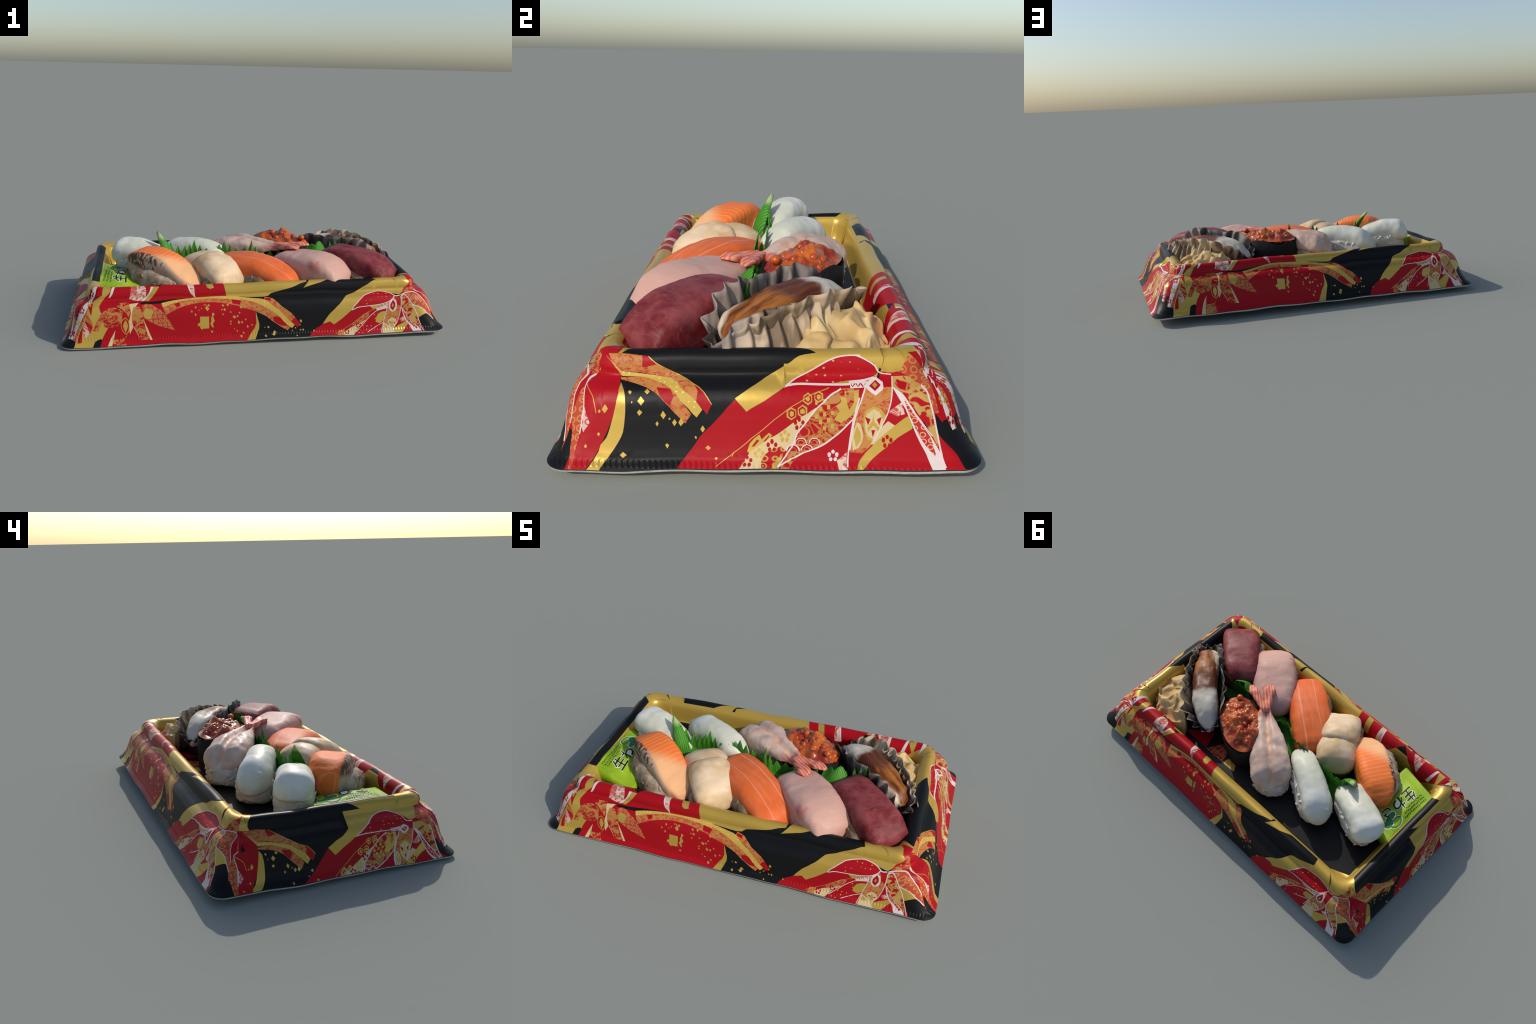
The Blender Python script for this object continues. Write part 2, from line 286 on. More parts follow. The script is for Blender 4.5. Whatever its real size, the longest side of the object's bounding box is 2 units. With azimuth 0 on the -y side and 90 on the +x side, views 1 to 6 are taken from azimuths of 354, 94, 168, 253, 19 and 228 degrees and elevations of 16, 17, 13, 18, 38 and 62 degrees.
RIGHT_PRINT = [
    ('red', [(-464,194), (-434,206), (-376,214), (-372,198), (-374,170), (-382,126), (-404,74), (-422,38), (-464,4), (-502,4), (-492,26), (-472,80), (-462,142)]),
    ('red', [(-430,272), (-382,268), (-372,232), (-372,210), (-420,206), (-438,248)]),
    ('gold', [(-370,200), (-358,184), (-352,148), (-354,102), (-360,78), (-378,50), (-432,2), (-460,4), (-416,44), (-412,60), (-398,74), (-382,126), (-372,180)]),
    ('orange_hex', [(-442,240), (-442,238), (-452,206), (-470,188), (-462,142), (-468,82), (-476,48), (-484,10), (-492,56), (-494,88), (-502,110), (-496,136), (-482,174), (-466,192)]),
    ('white_hex', [(-462,146), (-442,108), (-458,86), (-468,110)]),
    ('brocade_orange', [(-412,274), (-372,278), (-318,272), (-304,270), (-282,252), (-236,226), (-192,200), (-162,186), (-146,170), (-132,152), (-144,128), (-178,164), (-214,188), (-242,208), (-324,228), (-372,232), (-394,254)]),
    ('red', [(-320,272), (-304,270), (-282,248), (-318,242)]),
    ('red', [(-182,196), (-162,186), (-146,170), (-132,152), (-144,128), (-172,160), (-170,182)]),
    ('gold_dots', [(-420,268), (-394,254), (-372,232), (-324,226), (-242,208), (-214,188), (-178,164), (-156,138), (-170,120), (-212,160), (-238,186), (-278,202), (-318,214), (-370,216), (-400,256)]),
    ('brocade_orange', [(-374,212), (-318,214), (-278,202), (-238,186), (-212,160), (-184,128), (-198,106), (-210,116), (-238,142), (-266,170), (-292,186), (-324,196), (-372,206)]),
    ('red', [(-276,190), (-240,186), (-230,170), (-240,148), (-266,172)]),
    ('gold', [(-348,182), (-342,176), (-338,182), (-344,186)]),
    ('gold', [(-306,182), (-298,176), (-292,182), (-300,188)]),
    ('gold', [(-322,162), (-312,150), (-304,162), (-314,172)]),
    ('gold', [(-322,134), (-316,126), (-308,134), (-316,140)]),
    ('gold', [(-338,160), (-336,156), (-334,160), (-336,162)]),
    ('gold', [(-262,126), (-254,116), (-248,126), (-256,136)]),
    ('gold', [(-242,116), (-238,114), (-236,116), (-238,120)]),
    ('gold', [(-232,108), (-226,100), (-220,108), (-226,116)]),
    ('gold', [(-216,108), (-210,100), (-202,108), (-210,118)]),
    ('gold', [(-274,106), (-270,100), (-266,106), (-270,112)]),
    ('gold', [(-248,58), (-242,50), (-238,58), (-244,62)]),
    ('gold', [(-160,94), (-154,86), (-148,94), (-154,102)]),
    ('gold', [(-174,74), (-170,70), (-168,74), (-172,78)]),
    ('gold', [(-362,36), (-354,30), (-344,36), (-354,44)]),
    ('gold', [(-412,140), (-404,132), (-396,142), (-404,154)]),
    ('gold', [(-422,136), (-418,132), (-414,136), (-418,140)]),
    ('gold', [(-422,84), (-418,78), (-414,84), (-418,88)]),
    ('gold', [(-454,56), (-450,52), (-446,56), (-450,62)]),
    ('red', [(-238,4), (-160,76), (-124,110), (-74,164), (-44,134), (48,186), (80,196), (152,196), (244,196), (328,218), (372,94), (438,86), (486,36), (516,4), (458,4), (212,6), (30,4)]),
    ('gold', [(-74,166), (-36,188), (-10,200), (34,232), (68,254), (90,270), (134,280), (60,330), (330,330), (362,276), (370,270), (360,252), (350,232), (334,226), (316,226), (290,246), (258,264), (222,272), (220,272), (180,266), (152,254), (106,224), (56,192), (-44,134)]),
    ('gold', [(-146,52), (-138,46), (-132,52), (-140,58)]),
    ('gold', [(-122,26), (-118,22), (-114,26), (-118,30)]),
    ('gold', [(-80,32), (-72,24), (-66,32), (-74,40)]),
    ('red_check', [(60,194), (106,224), (154,254), (188,268), (220,272), (248,270), (236,272), (258,262), (284,246), (296,230), (284,212), (258,204), (222,204), (154,196), (90,196)]),
    ('red', [(-118,6), (-66,46), (-14,84), (56,136), (118,174), (166,190), (196,188), (154,164), (128,136), (84,90), (52,34), (34,4)]),
    ('gold', [(58,136), (58,122), (70,114), (82,122), (82,138), (70,144)]),
    ('red', [(62,136), (62,124), (70,118), (80,124), (80,136), (70,140)]),
    ('gold', [(66,134), (66,126), (70,122), (76,126), (76,134), (70,136)]),
    ('gold', [(86,142), (86,128), (98,120), (110,128), (110,144), (98,152)]),
    ('red', [(88,140), (90,130), (98,124), (106,130), (106,140), (98,148)]),
    ('gold', [(92,138), (92,132), (98,130), (104,132), (104,138), (98,142)]),
    ('gold', [(100,172), (100,160), (112,150), (122,160), (122,172), (112,180)]),
    ('red', [(102,170), (102,162), (112,156), (120,162), (120,170), (112,176)]),
    ('gold', [(106,168), (106,164), (112,160), (116,164), (116,168), (112,172)]),
    ('gold', [(128,178), (128,164), (138,158), (150,164), (150,178), (138,184)]),
    ('red', [(130,176), (130,166), (138,162), (146,166), (146,176), (138,180)]),
    ('gold', [(134,174), (134,168), (138,164), (144,168), (144,174), (138,176)]),
    ('gold', [(-10,82), (-4,70), (14,86), (22,80), (12,64), (-4,54), (-34,36), (-40,44), (-34,62)]),
    ('red', [(-16,70), (-10,68), (-22,56), (-30,54)]),
    ('red', [(14,80), (16,78), (4,64), (0,66)]),
    ('cream', [(-74,6), (-38,34), (0,64), (28,78), (86,116), (132,144), (126,132), (106,108), (86,90), (76,62), (50,40), (-4,4)]),
    ('red_hex', [(16,44), (46,56), (56,44), (42,28), (0,4), (-4,20)]),
    ('gold', [(0,4), (40,28), (50,34), (42,14), (36,4)]),
    ('red_f', [(90,106)]),
    ('red_f', [(22,56)]),
    ('red_f', [(-40,18)]),
    ('gold_f', [(54,78)]),
    ('gold_f', [(-10,36)]),
    ('brocade_red', [(198,188), (166,172), (128,136), (106,108), (86,86), (76,62), (50,22), (42,6), (92,36), (150,60), (186,82), (228,118), (238,146), (242,186)]),
    ('gold', [(130,162), (130,152), (136,152), (136,162)]),
    ('gold', [(130,130), (130,118), (138,118), (138,130)]),
    ('gold', [(140,146), (140,136), (148,136), (148,148)]),
    ('gold', [(140,116), (140,106), (148,106), (148,116)]),
    ('gold', [(150,166), (150,156), (158,156), (158,166)]),
    ('gold', [(150,134), (150,124), (158,124), (158,134)]),
    ('gold', [(150,102), (150,92), (158,92), (158,102)]),
    ('gold', [(160,152), (160,140), (168,140), (168,152)]),
    ('gold', [(160,120), (160,110), (168,110), (168,120)]),
    ('gold', [(170,136), (170,128), (178,128), (178,136)]),
    ('gold', [(170,106), (170,96), (178,96), (178,106)]),
    ('gold', [(182,148), (196,160), (194,172), (208,168), (204,182), (242,186), (234,142), (216,120), (196,108), (178,116), (192,136)]),
    ('brocade_red', [(208,180), (228,180), (228,158), (216,138), (210,158)]),
    ('white', [(110,62), (108,68), (106,72), (100,74), (94,74), (88,74), (84,70), (80,66), (78,62)]),
    ('red', [(108,62), (106,66), (104,70), (100,72), (94,72), (90,72), (86,70), (82,66), (82,62)]),
    ('brocade_orange', [(104,62), (104,66), (102,68), (98,70), (94,70), (90,70), (88,68), (86,66), (86,62)]),
    ('red', [(102,62), (100,64), (100,66), (96,68), (94,68), (92,68), (90,66), (88,64), (88,62)]),
    ('white', [(144,62), (142,68), (140,70), (134,74), (128,74), (124,74), (118,70), (116,68), (114,62)]),
    ('red', [(142,62), (140,66), (138,70), (134,72), (128,72), (124,72), (120,70), (118,66), (116,62)]),
    ('brocade_orange', [(138,62), (138,66), (136,68), (132,70), (128,70), (126,70), (122,68), (120,66), (120,62)]),
    ('red', [(136,62), (134,64), (134,66), (132,68), (128,68), (126,68), (124,66), (124,64), (122,62)]),
    ('white', [(92,44), (92,52), (88,56), (82,60), (74,62), (68,60), (62,56), (58,52), (58,44)]),
    ('red', [(90,44), (88,50), (86,54), (80,58), (74,58), (70,58), (64,54), (62,50), (60,44)]),
    ('brocade_orange', [(86,44), (84,48), (82,52), (78,54), (74,54), (70,54), (68,52), (64,48), (64,44)]),
    ('red', [(82,44), (82,48), (80,50), (78,52), (74,52), (72,52), (70,50), (68,48), (68,44)]),
    ('white', [(126,48), (124,54), (122,58), (116,60), (110,62), (104,60), (100,58), (96,52), (94,48)]),
    ('red', [(124,48), (122,52), (120,56), (116,58), (110,60), (106,58), (102,56), (98,52), (98,48)]),
    ('brocade_orange', [(120,48), (120,52), (116,54), (114,56), (110,56), (106,56), (104,54), (102,50), (100,48)]),
    ('red', [(116,48), (116,50), (114,52), (112,54), (110,54), (108,54), (106,52), (104,50), (104,48)]),
    ('red', [(42,4), (92,34), (154,58), (190,82), (228,114), (220,78), (214,40), (212,8)]),
    ('brocade_white', [(186,22), (210,42), (212,8), (196,8)]),
    ('white_f', [(176,34)]),
    ('brocade_orange', [(258,190), (292,190), (326,190), (322,162), (310,124), (278,66), (248,38), (218,42), (226,84), (232,120)]),
    ('cream', [(236,110), (244,106), (252,78), (242,54), (226,46), (224,80)]),
    ('gold', [(236,102), (246,84), (246,68), (234,54), (228,76)]),
    ('gold', [(278,146), (296,140), (308,124), (298,98), (278,66), (262,70), (252,102), (256,134)]),
    ('cream', [(278,140), (292,134), (302,114), (296,98), (278,70), (264,78), (256,102), (262,130)]),
    ('gold', [(278,136), (280,110), (296,94), (288,90), (278,102), (264,88), (262,96), (274,112)]),
    ('red', [(256,122), (270,116), (264,102)]),
    ('red', [(298,122), (286,116), (292,102)]),
    ('red', [(272,92), (282,92), (276,74)]),
    ('red', [(296,212), (312,220), (328,218), (326,196), (306,196)]),
    ('white', [(258,190), (270,204), (288,212), (304,200), (304,188), (284,172), (270,180)]),
    ('red', [(268,192), (286,204), (298,194), (282,182)]),
    ('gold', [(276,194), (284,200), (290,194), (282,188)]),
    ('white', [(220,196), (246,202), (270,200), (258,190), (220,188)]),
    ('red', [(220,196), (226,190), (234,196), (232,198), (226,192), (222,198)]),
    ('red', [(234,196), (240,190), (248,196), (246,198), (240,192), (236,198)]),
    ('red', [(246,196), (252,190), (260,196), (260,198), (254,192), (248,198)]),
    ('red', [(328,190), (354,166), (362,128), (320,100), (310,124), (322,162)]),
    ('brocade_white', [(316,134), (348,158), (356,130), (338,124)]),
    ('cream', [(290,90), (314,112), (332,102), (278,60), (270,60)]),
    ('gold', [(370,126), (376,96), (338,74), (276,26), (228,4), (242,20), (278,60), (320,94), (360,122)]),
    ('red_f', [(312,66)]),
    ('white', [(328,188), (354,172), (386,124), (422,78), (448,32), (458,4), (432,6), (410,36), (392,68), (378,96), (358,140)]),
    ('red_box', [(354,166), (386,120), (420,76), (434,36), (430,34), (402,66), (384,94), (364,136)]),
    ('red_floral', [(330,214), (370,214), (392,196), (414,178), (426,134), (432,102), (450,30), (426,78), (390,130), (354,172), (330,190)]),
    ('orange_hex', [(370,268), (396,258), (418,242), (430,202), (432,184), (444,130), (430,130), (414,178), (392,196), (350,230)]),
    ('red', [(372,278), (404,274), (416,252), (420,232), (420,226), (398,252)]),
    ('red', [(436,190), (450,170), (466,116), (452,106), (438,152)]),
    ('white', [(394,286), (408,270), (416,252), (422,220), (446,190), (460,164), (480,124), (498,84), (484,84), (464,122), (450,166), (436,190), (424,202), (420,226), (416,252)]),
    ('orange_hex', [(448,192), (464,178), (478,152), (506,66), (506,66), (496,92), (464,160)]),
    ('red_f', [(442,194)]),
    ('red_f', [(482,108)]),
    ('gold_f', [(460,158)]),
    ('black', [(434,130), (452,106), (468,110), (484,84), (506,66), (506,66), (524,34), (544,2), (518,4), (486,36), (440,84)]),
]
FRONT_LINES = [
    (6, [(468,126), (486,152), (530,190), (554,200), (586,208), (622,214), (674,202), (704,186), (728,188)]),
    (6, [(468,126), (502,138), (560,142), (622,148), (678,166), (698,186)]),
    (3, [(380,6), (470,60), (540,104), (594,128)]),
    (5, [(490,16), (556,84), (578,102), (602,116), (664,130)]),
    (5, [(548,10), (600,40), (638,60)]),
    (5, [(620,2), (636,60), (654,124)]),
    (4, [(638,56), (686,24)]),
    (5, [(688,24), (714,66), (730,130), (732,184)]),
    (6, [(734,184), (756,188), (776,164), (792,136), (810,104), (824,68), (848,0)]),
    (6, [(732,188), (750,194), (788,200), (822,192), (868,148), (904,96)]),
    (6, [(792,138), (838,122), (882,86), (918,56)]),
]
RIGHT_LINES = [
    (6, [(54,190), (106,224), (154,254), (188,268), (220,272), (248,270), (236,272), (258,262), (284,246), (298,226), (328,220)]),
    (7, [(56,192), (90,196), (154,196), (218,196), (220,200), (258,204), (284,212)]),
    (3, [(-118,6), (-66,46), (-14,84), (56,136), (118,174), (166,190)]),
    (6, [(36,4), (50,22), (76,62), (86,86), (106,108), (128,136), (166,172), (196,188)]),
    (6, [(36,4), (92,36), (150,60), (186,82), (228,118)]),
    (6, [(212,6), (216,52), (228,118), (242,168)]),
    (6, [(258,190), (232,122), (218,48)]),
    (5, [(330,214), (322,162), (310,124), (278,66)]),
    (7, [(402,192), (414,180), (424,144), (432,112), (448,36), (456,4)]),
    (4, [(328,190), (354,172), (386,126), (426,78)]),
    (5, [(-450,208), (-470,188), (-462,142), (-468,82)]),
    (3, [(-466,188), (-438,168), (-426,132)]),
    (3, [(-304,270), (-282,252), (-236,226), (-192,200), (-162,186), (-146,170), (-132,152)]),
]
FRONT_FLAKES = [(-344,152,2),(-324,172,2),(-326,136,2),(-268,164,4),(-260,178,3),(-282,182,1),(-274,180,1),(-296,166,1),(-308,158,1),(-190,174,3),(-166,176,3),(-182,154,3),(-196,154,2),(-190,132,2),(-152,140,2),(-134,116,4),(-118,120,2),(-108,136,2),(-100,164,3),(-112,90,3),(-96,90,3),(-78,102,2),(-152,96,2),(-152,84,2),(-68,68,2),(-134,60,1),(-120,50,2),(-88,38,2),(-100,22,3),(-246,52,3),(36,60,3),(18,60,1),(68,32,4),(62,20,4),(22,14,3),(202,82,3),(198,64,1),(174,50,2),(200,38,2),(214,38,2),(158,36,1),(270,30,2),(180,8,2),(-46,74,2),(-68,68,2),(-90,40,2)]
# ------------------------------------------------------------------ tray surface
HALF_L, HALF_W = .972, .558                   # half length and half width at the lip
YAW, TILT_X, TILT_Y = math.radians(3.45), .009, .02
# cross-section from the outer lip over the shoulder and the rim down to the raised floor: (inset, height)
SECTION = [(0, .035), (.006, .041), (.012, .046), (.017, .052), (.021, .064), (.029, .10), (.040, .156), (.046, .185),
           (.055, .208), (.068, .222), (.079, .229), (.086, .238), (.090, .252), (.095, .268), (.104, .280), (.118, .286),
           (.135, .283), (.150, .274), (.161, .261), (.168, .244), (.173, .222), (.179, .195), (.187, .171), (.198, .163)]
_sec = np.array(SECTION)
SEC_V = np.r_[0, np.cumsum(np.linalg.norm(np.diff(_sec, axis=0), axis=1))]
_fine = catmull(_sec, 600)
_fv = np.interp(np.linspace(0, len(_sec) - 1, 600), np.arange(len(_sec)), SEC_V)
V_END = SEC_V[-1]
FLOOR = .163
# how much further than the front each wall leans in: (section node, front, right, back, left)
LEAN = np.array([(0, 0, 0, 0, 0), (4, 0, .004, 0, .003), (5, 0, .012, .009, .008), (6, 0, .022, .014, .010), (7, .002, .027, .016, .011), (8, .008, .036, .024, .017),
                 (9, .017, .052, .040, .030), (10, .018, .053, .038, .033), (11, .015, .049, .035, .033), (12, .011, .047, .036, .032), (15, .010, .050, .034, .030), (23, .004, .046, .030, .026)])
LEAN_V = SEC_V[LEAN[:, 0].astype(int)]

def inset(v): return np.interp(v, _fv, _fine[:, 0])
def radius(v): return np.interp(v, [0, .02, SEC_V[5], SEC_V[7], SEC_V[9], SEC_V[12], SEC_V[15], V_END], [.060, .064, .088, .100, .095, .070, .070, .04])
def wall(side, v):
    """Distance of a side's wall from the middle of the tray."""
    side = np.mod(side, 4)
    lean = np.choose(side, [np.interp(v, LEAN_V, LEAN[:, k + 1]) for k in range(4)])
    return np.where(side % 2 == 0, HALF_W, HALF_L) - inset(v) - lean
def reach(side, v, sign):
    """Distance along a side from its middle to the corner's diagonal, towards the next (+) or previous (-) side."""
    side = np.asarray(side)
    return wall(side + np.where(np.asarray(sign) >= 0, 1, -1), v) + (np.pi / 4 - 1) * radius(v)

def to_world(p):
    p = np.asarray(p, float)
    c, s = math.cos(YAW), math.sin(YAW)
    return np.stack([p[..., 0] * c - p[..., 1] * s, p[..., 0] * s + p[..., 1] * c, p[..., 2] + TILT_X * p[..., 0] + TILT_Y * p[..., 1]], -1)

def skin(side, s, v):
    """Tray-local point: side 0 front, 1 right, 2 back, 3 left; s along it, v inward over the section."""
    side, s, v = np.broadcast_arrays(np.asarray(side), np.asarray(s, float), np.asarray(v, float))
    z, r = np.interp(v, _fv, _fine[:, 1]), radius(v)
    L = wall(side + np.where(s >= 0, 1, -1), v) - r
    ph = np.maximum(np.abs(s) - L, 0) / r
    t = np.sign(s) * (np.minimum(np.abs(s), L) + r * np.sin(ph))
    n = wall(side, v) - r + r * np.cos(ph)
    # handling: gentle waves in rim, shoulder and lip, fading at the corners
    mid = np.clip((L - np.abs(s)) / .15, 0, 1)
    z = z + mid * (.0022 * np.sin(9.1 * s + 2.1 * side) + .0014 * np.sin(23.7 * s + side)) * np.interp(v, [0, .02, .1, .2, .3, .37, V_END], [1.2, .8, .3, 1., 1., .4, 0])
    n = n + mid * .0015 * np.sin(14.3 * s + 1.3 * side) * np.interp(v, [0, .05, .25, V_END], [1, 1, 1, 0])
    tx, ty = np.array([1, 0, -1, 0])[side], np.array([0, 1, 0, -1])[side]
    nx, ny = np.array([0, 1, 0, -1])[side], np.array([-1, 0, 1, 0])[side]
    return np.stack([t * tx + n * nx, t * ty + n * ny, z], -1)

def skin_u(u, v):
    """Same surface by the loop coordinate u in 0..8 (two units for each side)."""
    u = np.mod(u, 8.)
    side = np.minimum((u // 2).astype(int), 3)
    w = u - 2 * side - 1
    return skin(side, w * reach(side, v, w), v)

def u_of(side, s, v): return 2 * side + 1 + s / reach(side, v, s)

# ------------------------------------------------------------------ printed film
def smooth_outline(pts, sharp=48., step=.012):
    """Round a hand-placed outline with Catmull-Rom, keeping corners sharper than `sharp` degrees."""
    p = np.asarray(pts, float)
    m = len(p)
    if m < 3: return p
    e = np.roll(p, -1, 0) - p
    ang = np.degrees(np.abs((np.arctan2(e[:, 1], e[:, 0]) - np.arctan2(np.roll(e, 1, 0)[:, 1], np.roll(e, 1, 0)[:, 0]) + np.pi) % (2 * np.pi) - np.pi))
    out = []
    for i in range(m):
        b, c = p[i], p[(i + 1) % m]
        a = b - (c - b) if ang[i] > sharp else p[i - 1]
        d = c + (c - b) if ang[(i + 1) % m] > sharp else p[(i + 2) % m]
        k = max(1, int(np.linalg.norm(c - b) / step))
        for j in range(k):
            f = j / k
            out.append(.5 * (2 * b + (c - a) * f + (2 * a - 5 * b + 4 * c - d) * f ** 2 + (3 * b - a - 3 * c + d) * f ** 3))
    return np.array(out)

def flower(c, r, n=5):
    return [np.array([(c[0] + r * .62 * math.sin(2 * math.pi * k / n) + r * .30 * math.cos(q), c[1] + r * .62 * math.cos(2 * math.pi * k / n) + r * .36 * math.sin(q))
                      for q in np.linspace(0, 2 * math.pi, 7)[:-1]]) for k in range(n)]

def ribbon_line(pts, w):
    p = catmull(np.asarray(pts, float), max(6, 5 * len(pts)))
    t = np.gradient(p, axis=0); t /= np.linalg.norm(t, axis=1, keepdims=True) + 1e-9
    q = np.stack([-t[:, 1], t[:, 0]], 1) * w / 2
    return np.vstack([p + q, (p - q)[::-1]])

def print_layers():
    """Ordered list of (ink, side, outline in metres). The print has a half-turn symmetry, slightly off register."""
    layers = []
    band = lambda side, a, b, v0, v1, ink: layers.append((ink, side, np.array([(s, v) for s in np.linspace(a, b, 12) for v in (v0,)] + [(s, v1) for s in np.linspace(b, a, 12)])))
    top = SEC_V[17]
    band(0, -1, 1, top, V_END - .006, "gold"); band(2, -1, 1, top, V_END - .006, "gold"); band(3, -1, 1, top, V_END - .006, "gold")
    band(1, -1, -.40, top, V_END - .006, "gold"); band(1, .05, 1, top, V_END - .006, "gold")
    # corners of the rim that the motifs leave open
    r0, r1 = SEC_V[11], SEC_V[18]
    band(0, .60, 1, r0, r1, "gold"); band(2, .60, 1, r0, r1, "gold"); band(0, -1, -.80, r0, r1, "red"); band(2, -1, -.76, r0, r1, "red")
    band(1, -1, -.37, r0, r1, "red"); band(1, .30, .42, r0, r1, "gold"); band(1, .40, 1, r0, r1, "red")
    band(3, -1, -.36, r0, r1, "gold"); band(3, .30, .42, r0, r1, "gold"); band(3, .42, 1, r0, r1, "red")
    for k in (0, 2): band(k, .74, 1, .105, r0, "red")
    for k in (1, 3): band(k, -1, -.40, .085, r0, "red"); band(k, .05, .30, .16, r0 + .02, "gold"); band(k, .30, 1, .11, r0, "red")
    def put(ink, side, pts, shift):
        p = np.array(pts, float) / 1000
        if ink.endswith("_f"):
            for q in flower(p[0] + shift, .016): layers.append((ink[:-2], side, q))
            return
        low = p[:, 1] < .014
        high = p[:, 1] > .283
        p = smooth_outline(p + shift * np.where(low, 0, 1)[:, None]) if False else p + shift
        p[low, 1] = -.03
        if ink in ("red", "gold", "white", "brocade_white", "brocade_red") and side % 2 == 0:
            p[high & (p[:, 1] < .32 + shift[1]), 1] = V_END - .012 if ink == "red" else .375
        layers.append((ink, side, smooth_outline(p)))
    for side, shapes, lines, shift in ((0, FRONT_PRINT, FRONT_LINES, (0, 0)), (2, FRONT_PRINT, FRONT_LINES, (.045, .022)),
                                       (1, RIGHT_PRINT, RIGHT_LINES, (0, 0)), (3, RIGHT_PRINT, RIGHT_LINES, (.022, -.048))):
        shift = np.array(shift)
        for ink, pts in shapes: put(ink, side, pts, shift)
        for w, pts in lines:
            layers.append(("white" if w > 3 else "gold", side, ribbon_line(np.array(pts) / 1000 + shift, w * .00062)))
        if side % 2 == 0:
            for s, v, w in FRONT_FLAKES:
                c, a = np.array((s, v)) / 1000 + shift, (.003, .0048, .0066, .0098)[w - 1]
                b = a * (1.15 + .3 * math.sin(s))
                layers.append(("gold", side, c + np.array([(-a, .1 * b), (-.1 * a, b), (a, -.1 * b), (.15 * a, -b)])))
    return layers

def film_vector(m, k=1.):
    """Coordinates lying in the film: along the nearer side, and up the wall and inward."""
    x, y, z = m.xyz()
    nx, ny, _ = m.xyz(m.node("ShaderNodeNewGeometry").outputs["Normal"])
    long = m.math("GREATER_THAN", m.math("MULTIPLY", m.math("ABSOLUTE", y), HALF_L - .12), m.math("MULTIPLY", m.math("ABSOLUTE", x), HALF_W))
    inv = m.math("SUBTRACT", 1., long)
    along = m.math("ADD", m.math("MULTIPLY", x, long), m.math("MULTIPLY", y, inv))
    out = m.math("ADD", m.math("MULTIPLY", m.math("ABSOLUTE", y), long), m.math("MULTIPLY", m.math("ABSOLUTE", x), inv))
    up = m.math("SUBTRACT", z, m.math("MULTIPLY", out, .8))
    return m.node("ShaderNodeCombineXYZ", {0: along, 1: up, 2: 0.}).outputs[0]

def brocade(name, ground, thread, scale, thr, rough=.42):
    m = Mat(name, .42, .14)
    vec = film_vector(m)
    a = m.voronoi(scale * .8, vec, feature="DISTANCE_TO_EDGE")
    b = m.noise(scale * .55, 3, vec, dist=1.2)
    c = m.voronoi(scale * 1.1, vec, rnd=.8)
    curl = m.math("ABSOLUTE", m.math("SUBTRACT", m.noise(scale * .3, 2, vec, dist=2.), .5))
    k = m.math("MAXIMUM", m.step(b, .535 - thr * .5, .565 - thr * .5), m.math("MULTIPLY", m.step(a, .055, .02), .6))
    k = m.math("MAXIMUM", k, m.math("MULTIPLY", m.step(curl, thr * .5, thr * .2), .9))
    k = m.math("MULTIPLY", k, m.step(c, .10, .16))
    m.color(m.mix(k, ground, thread))
    return m

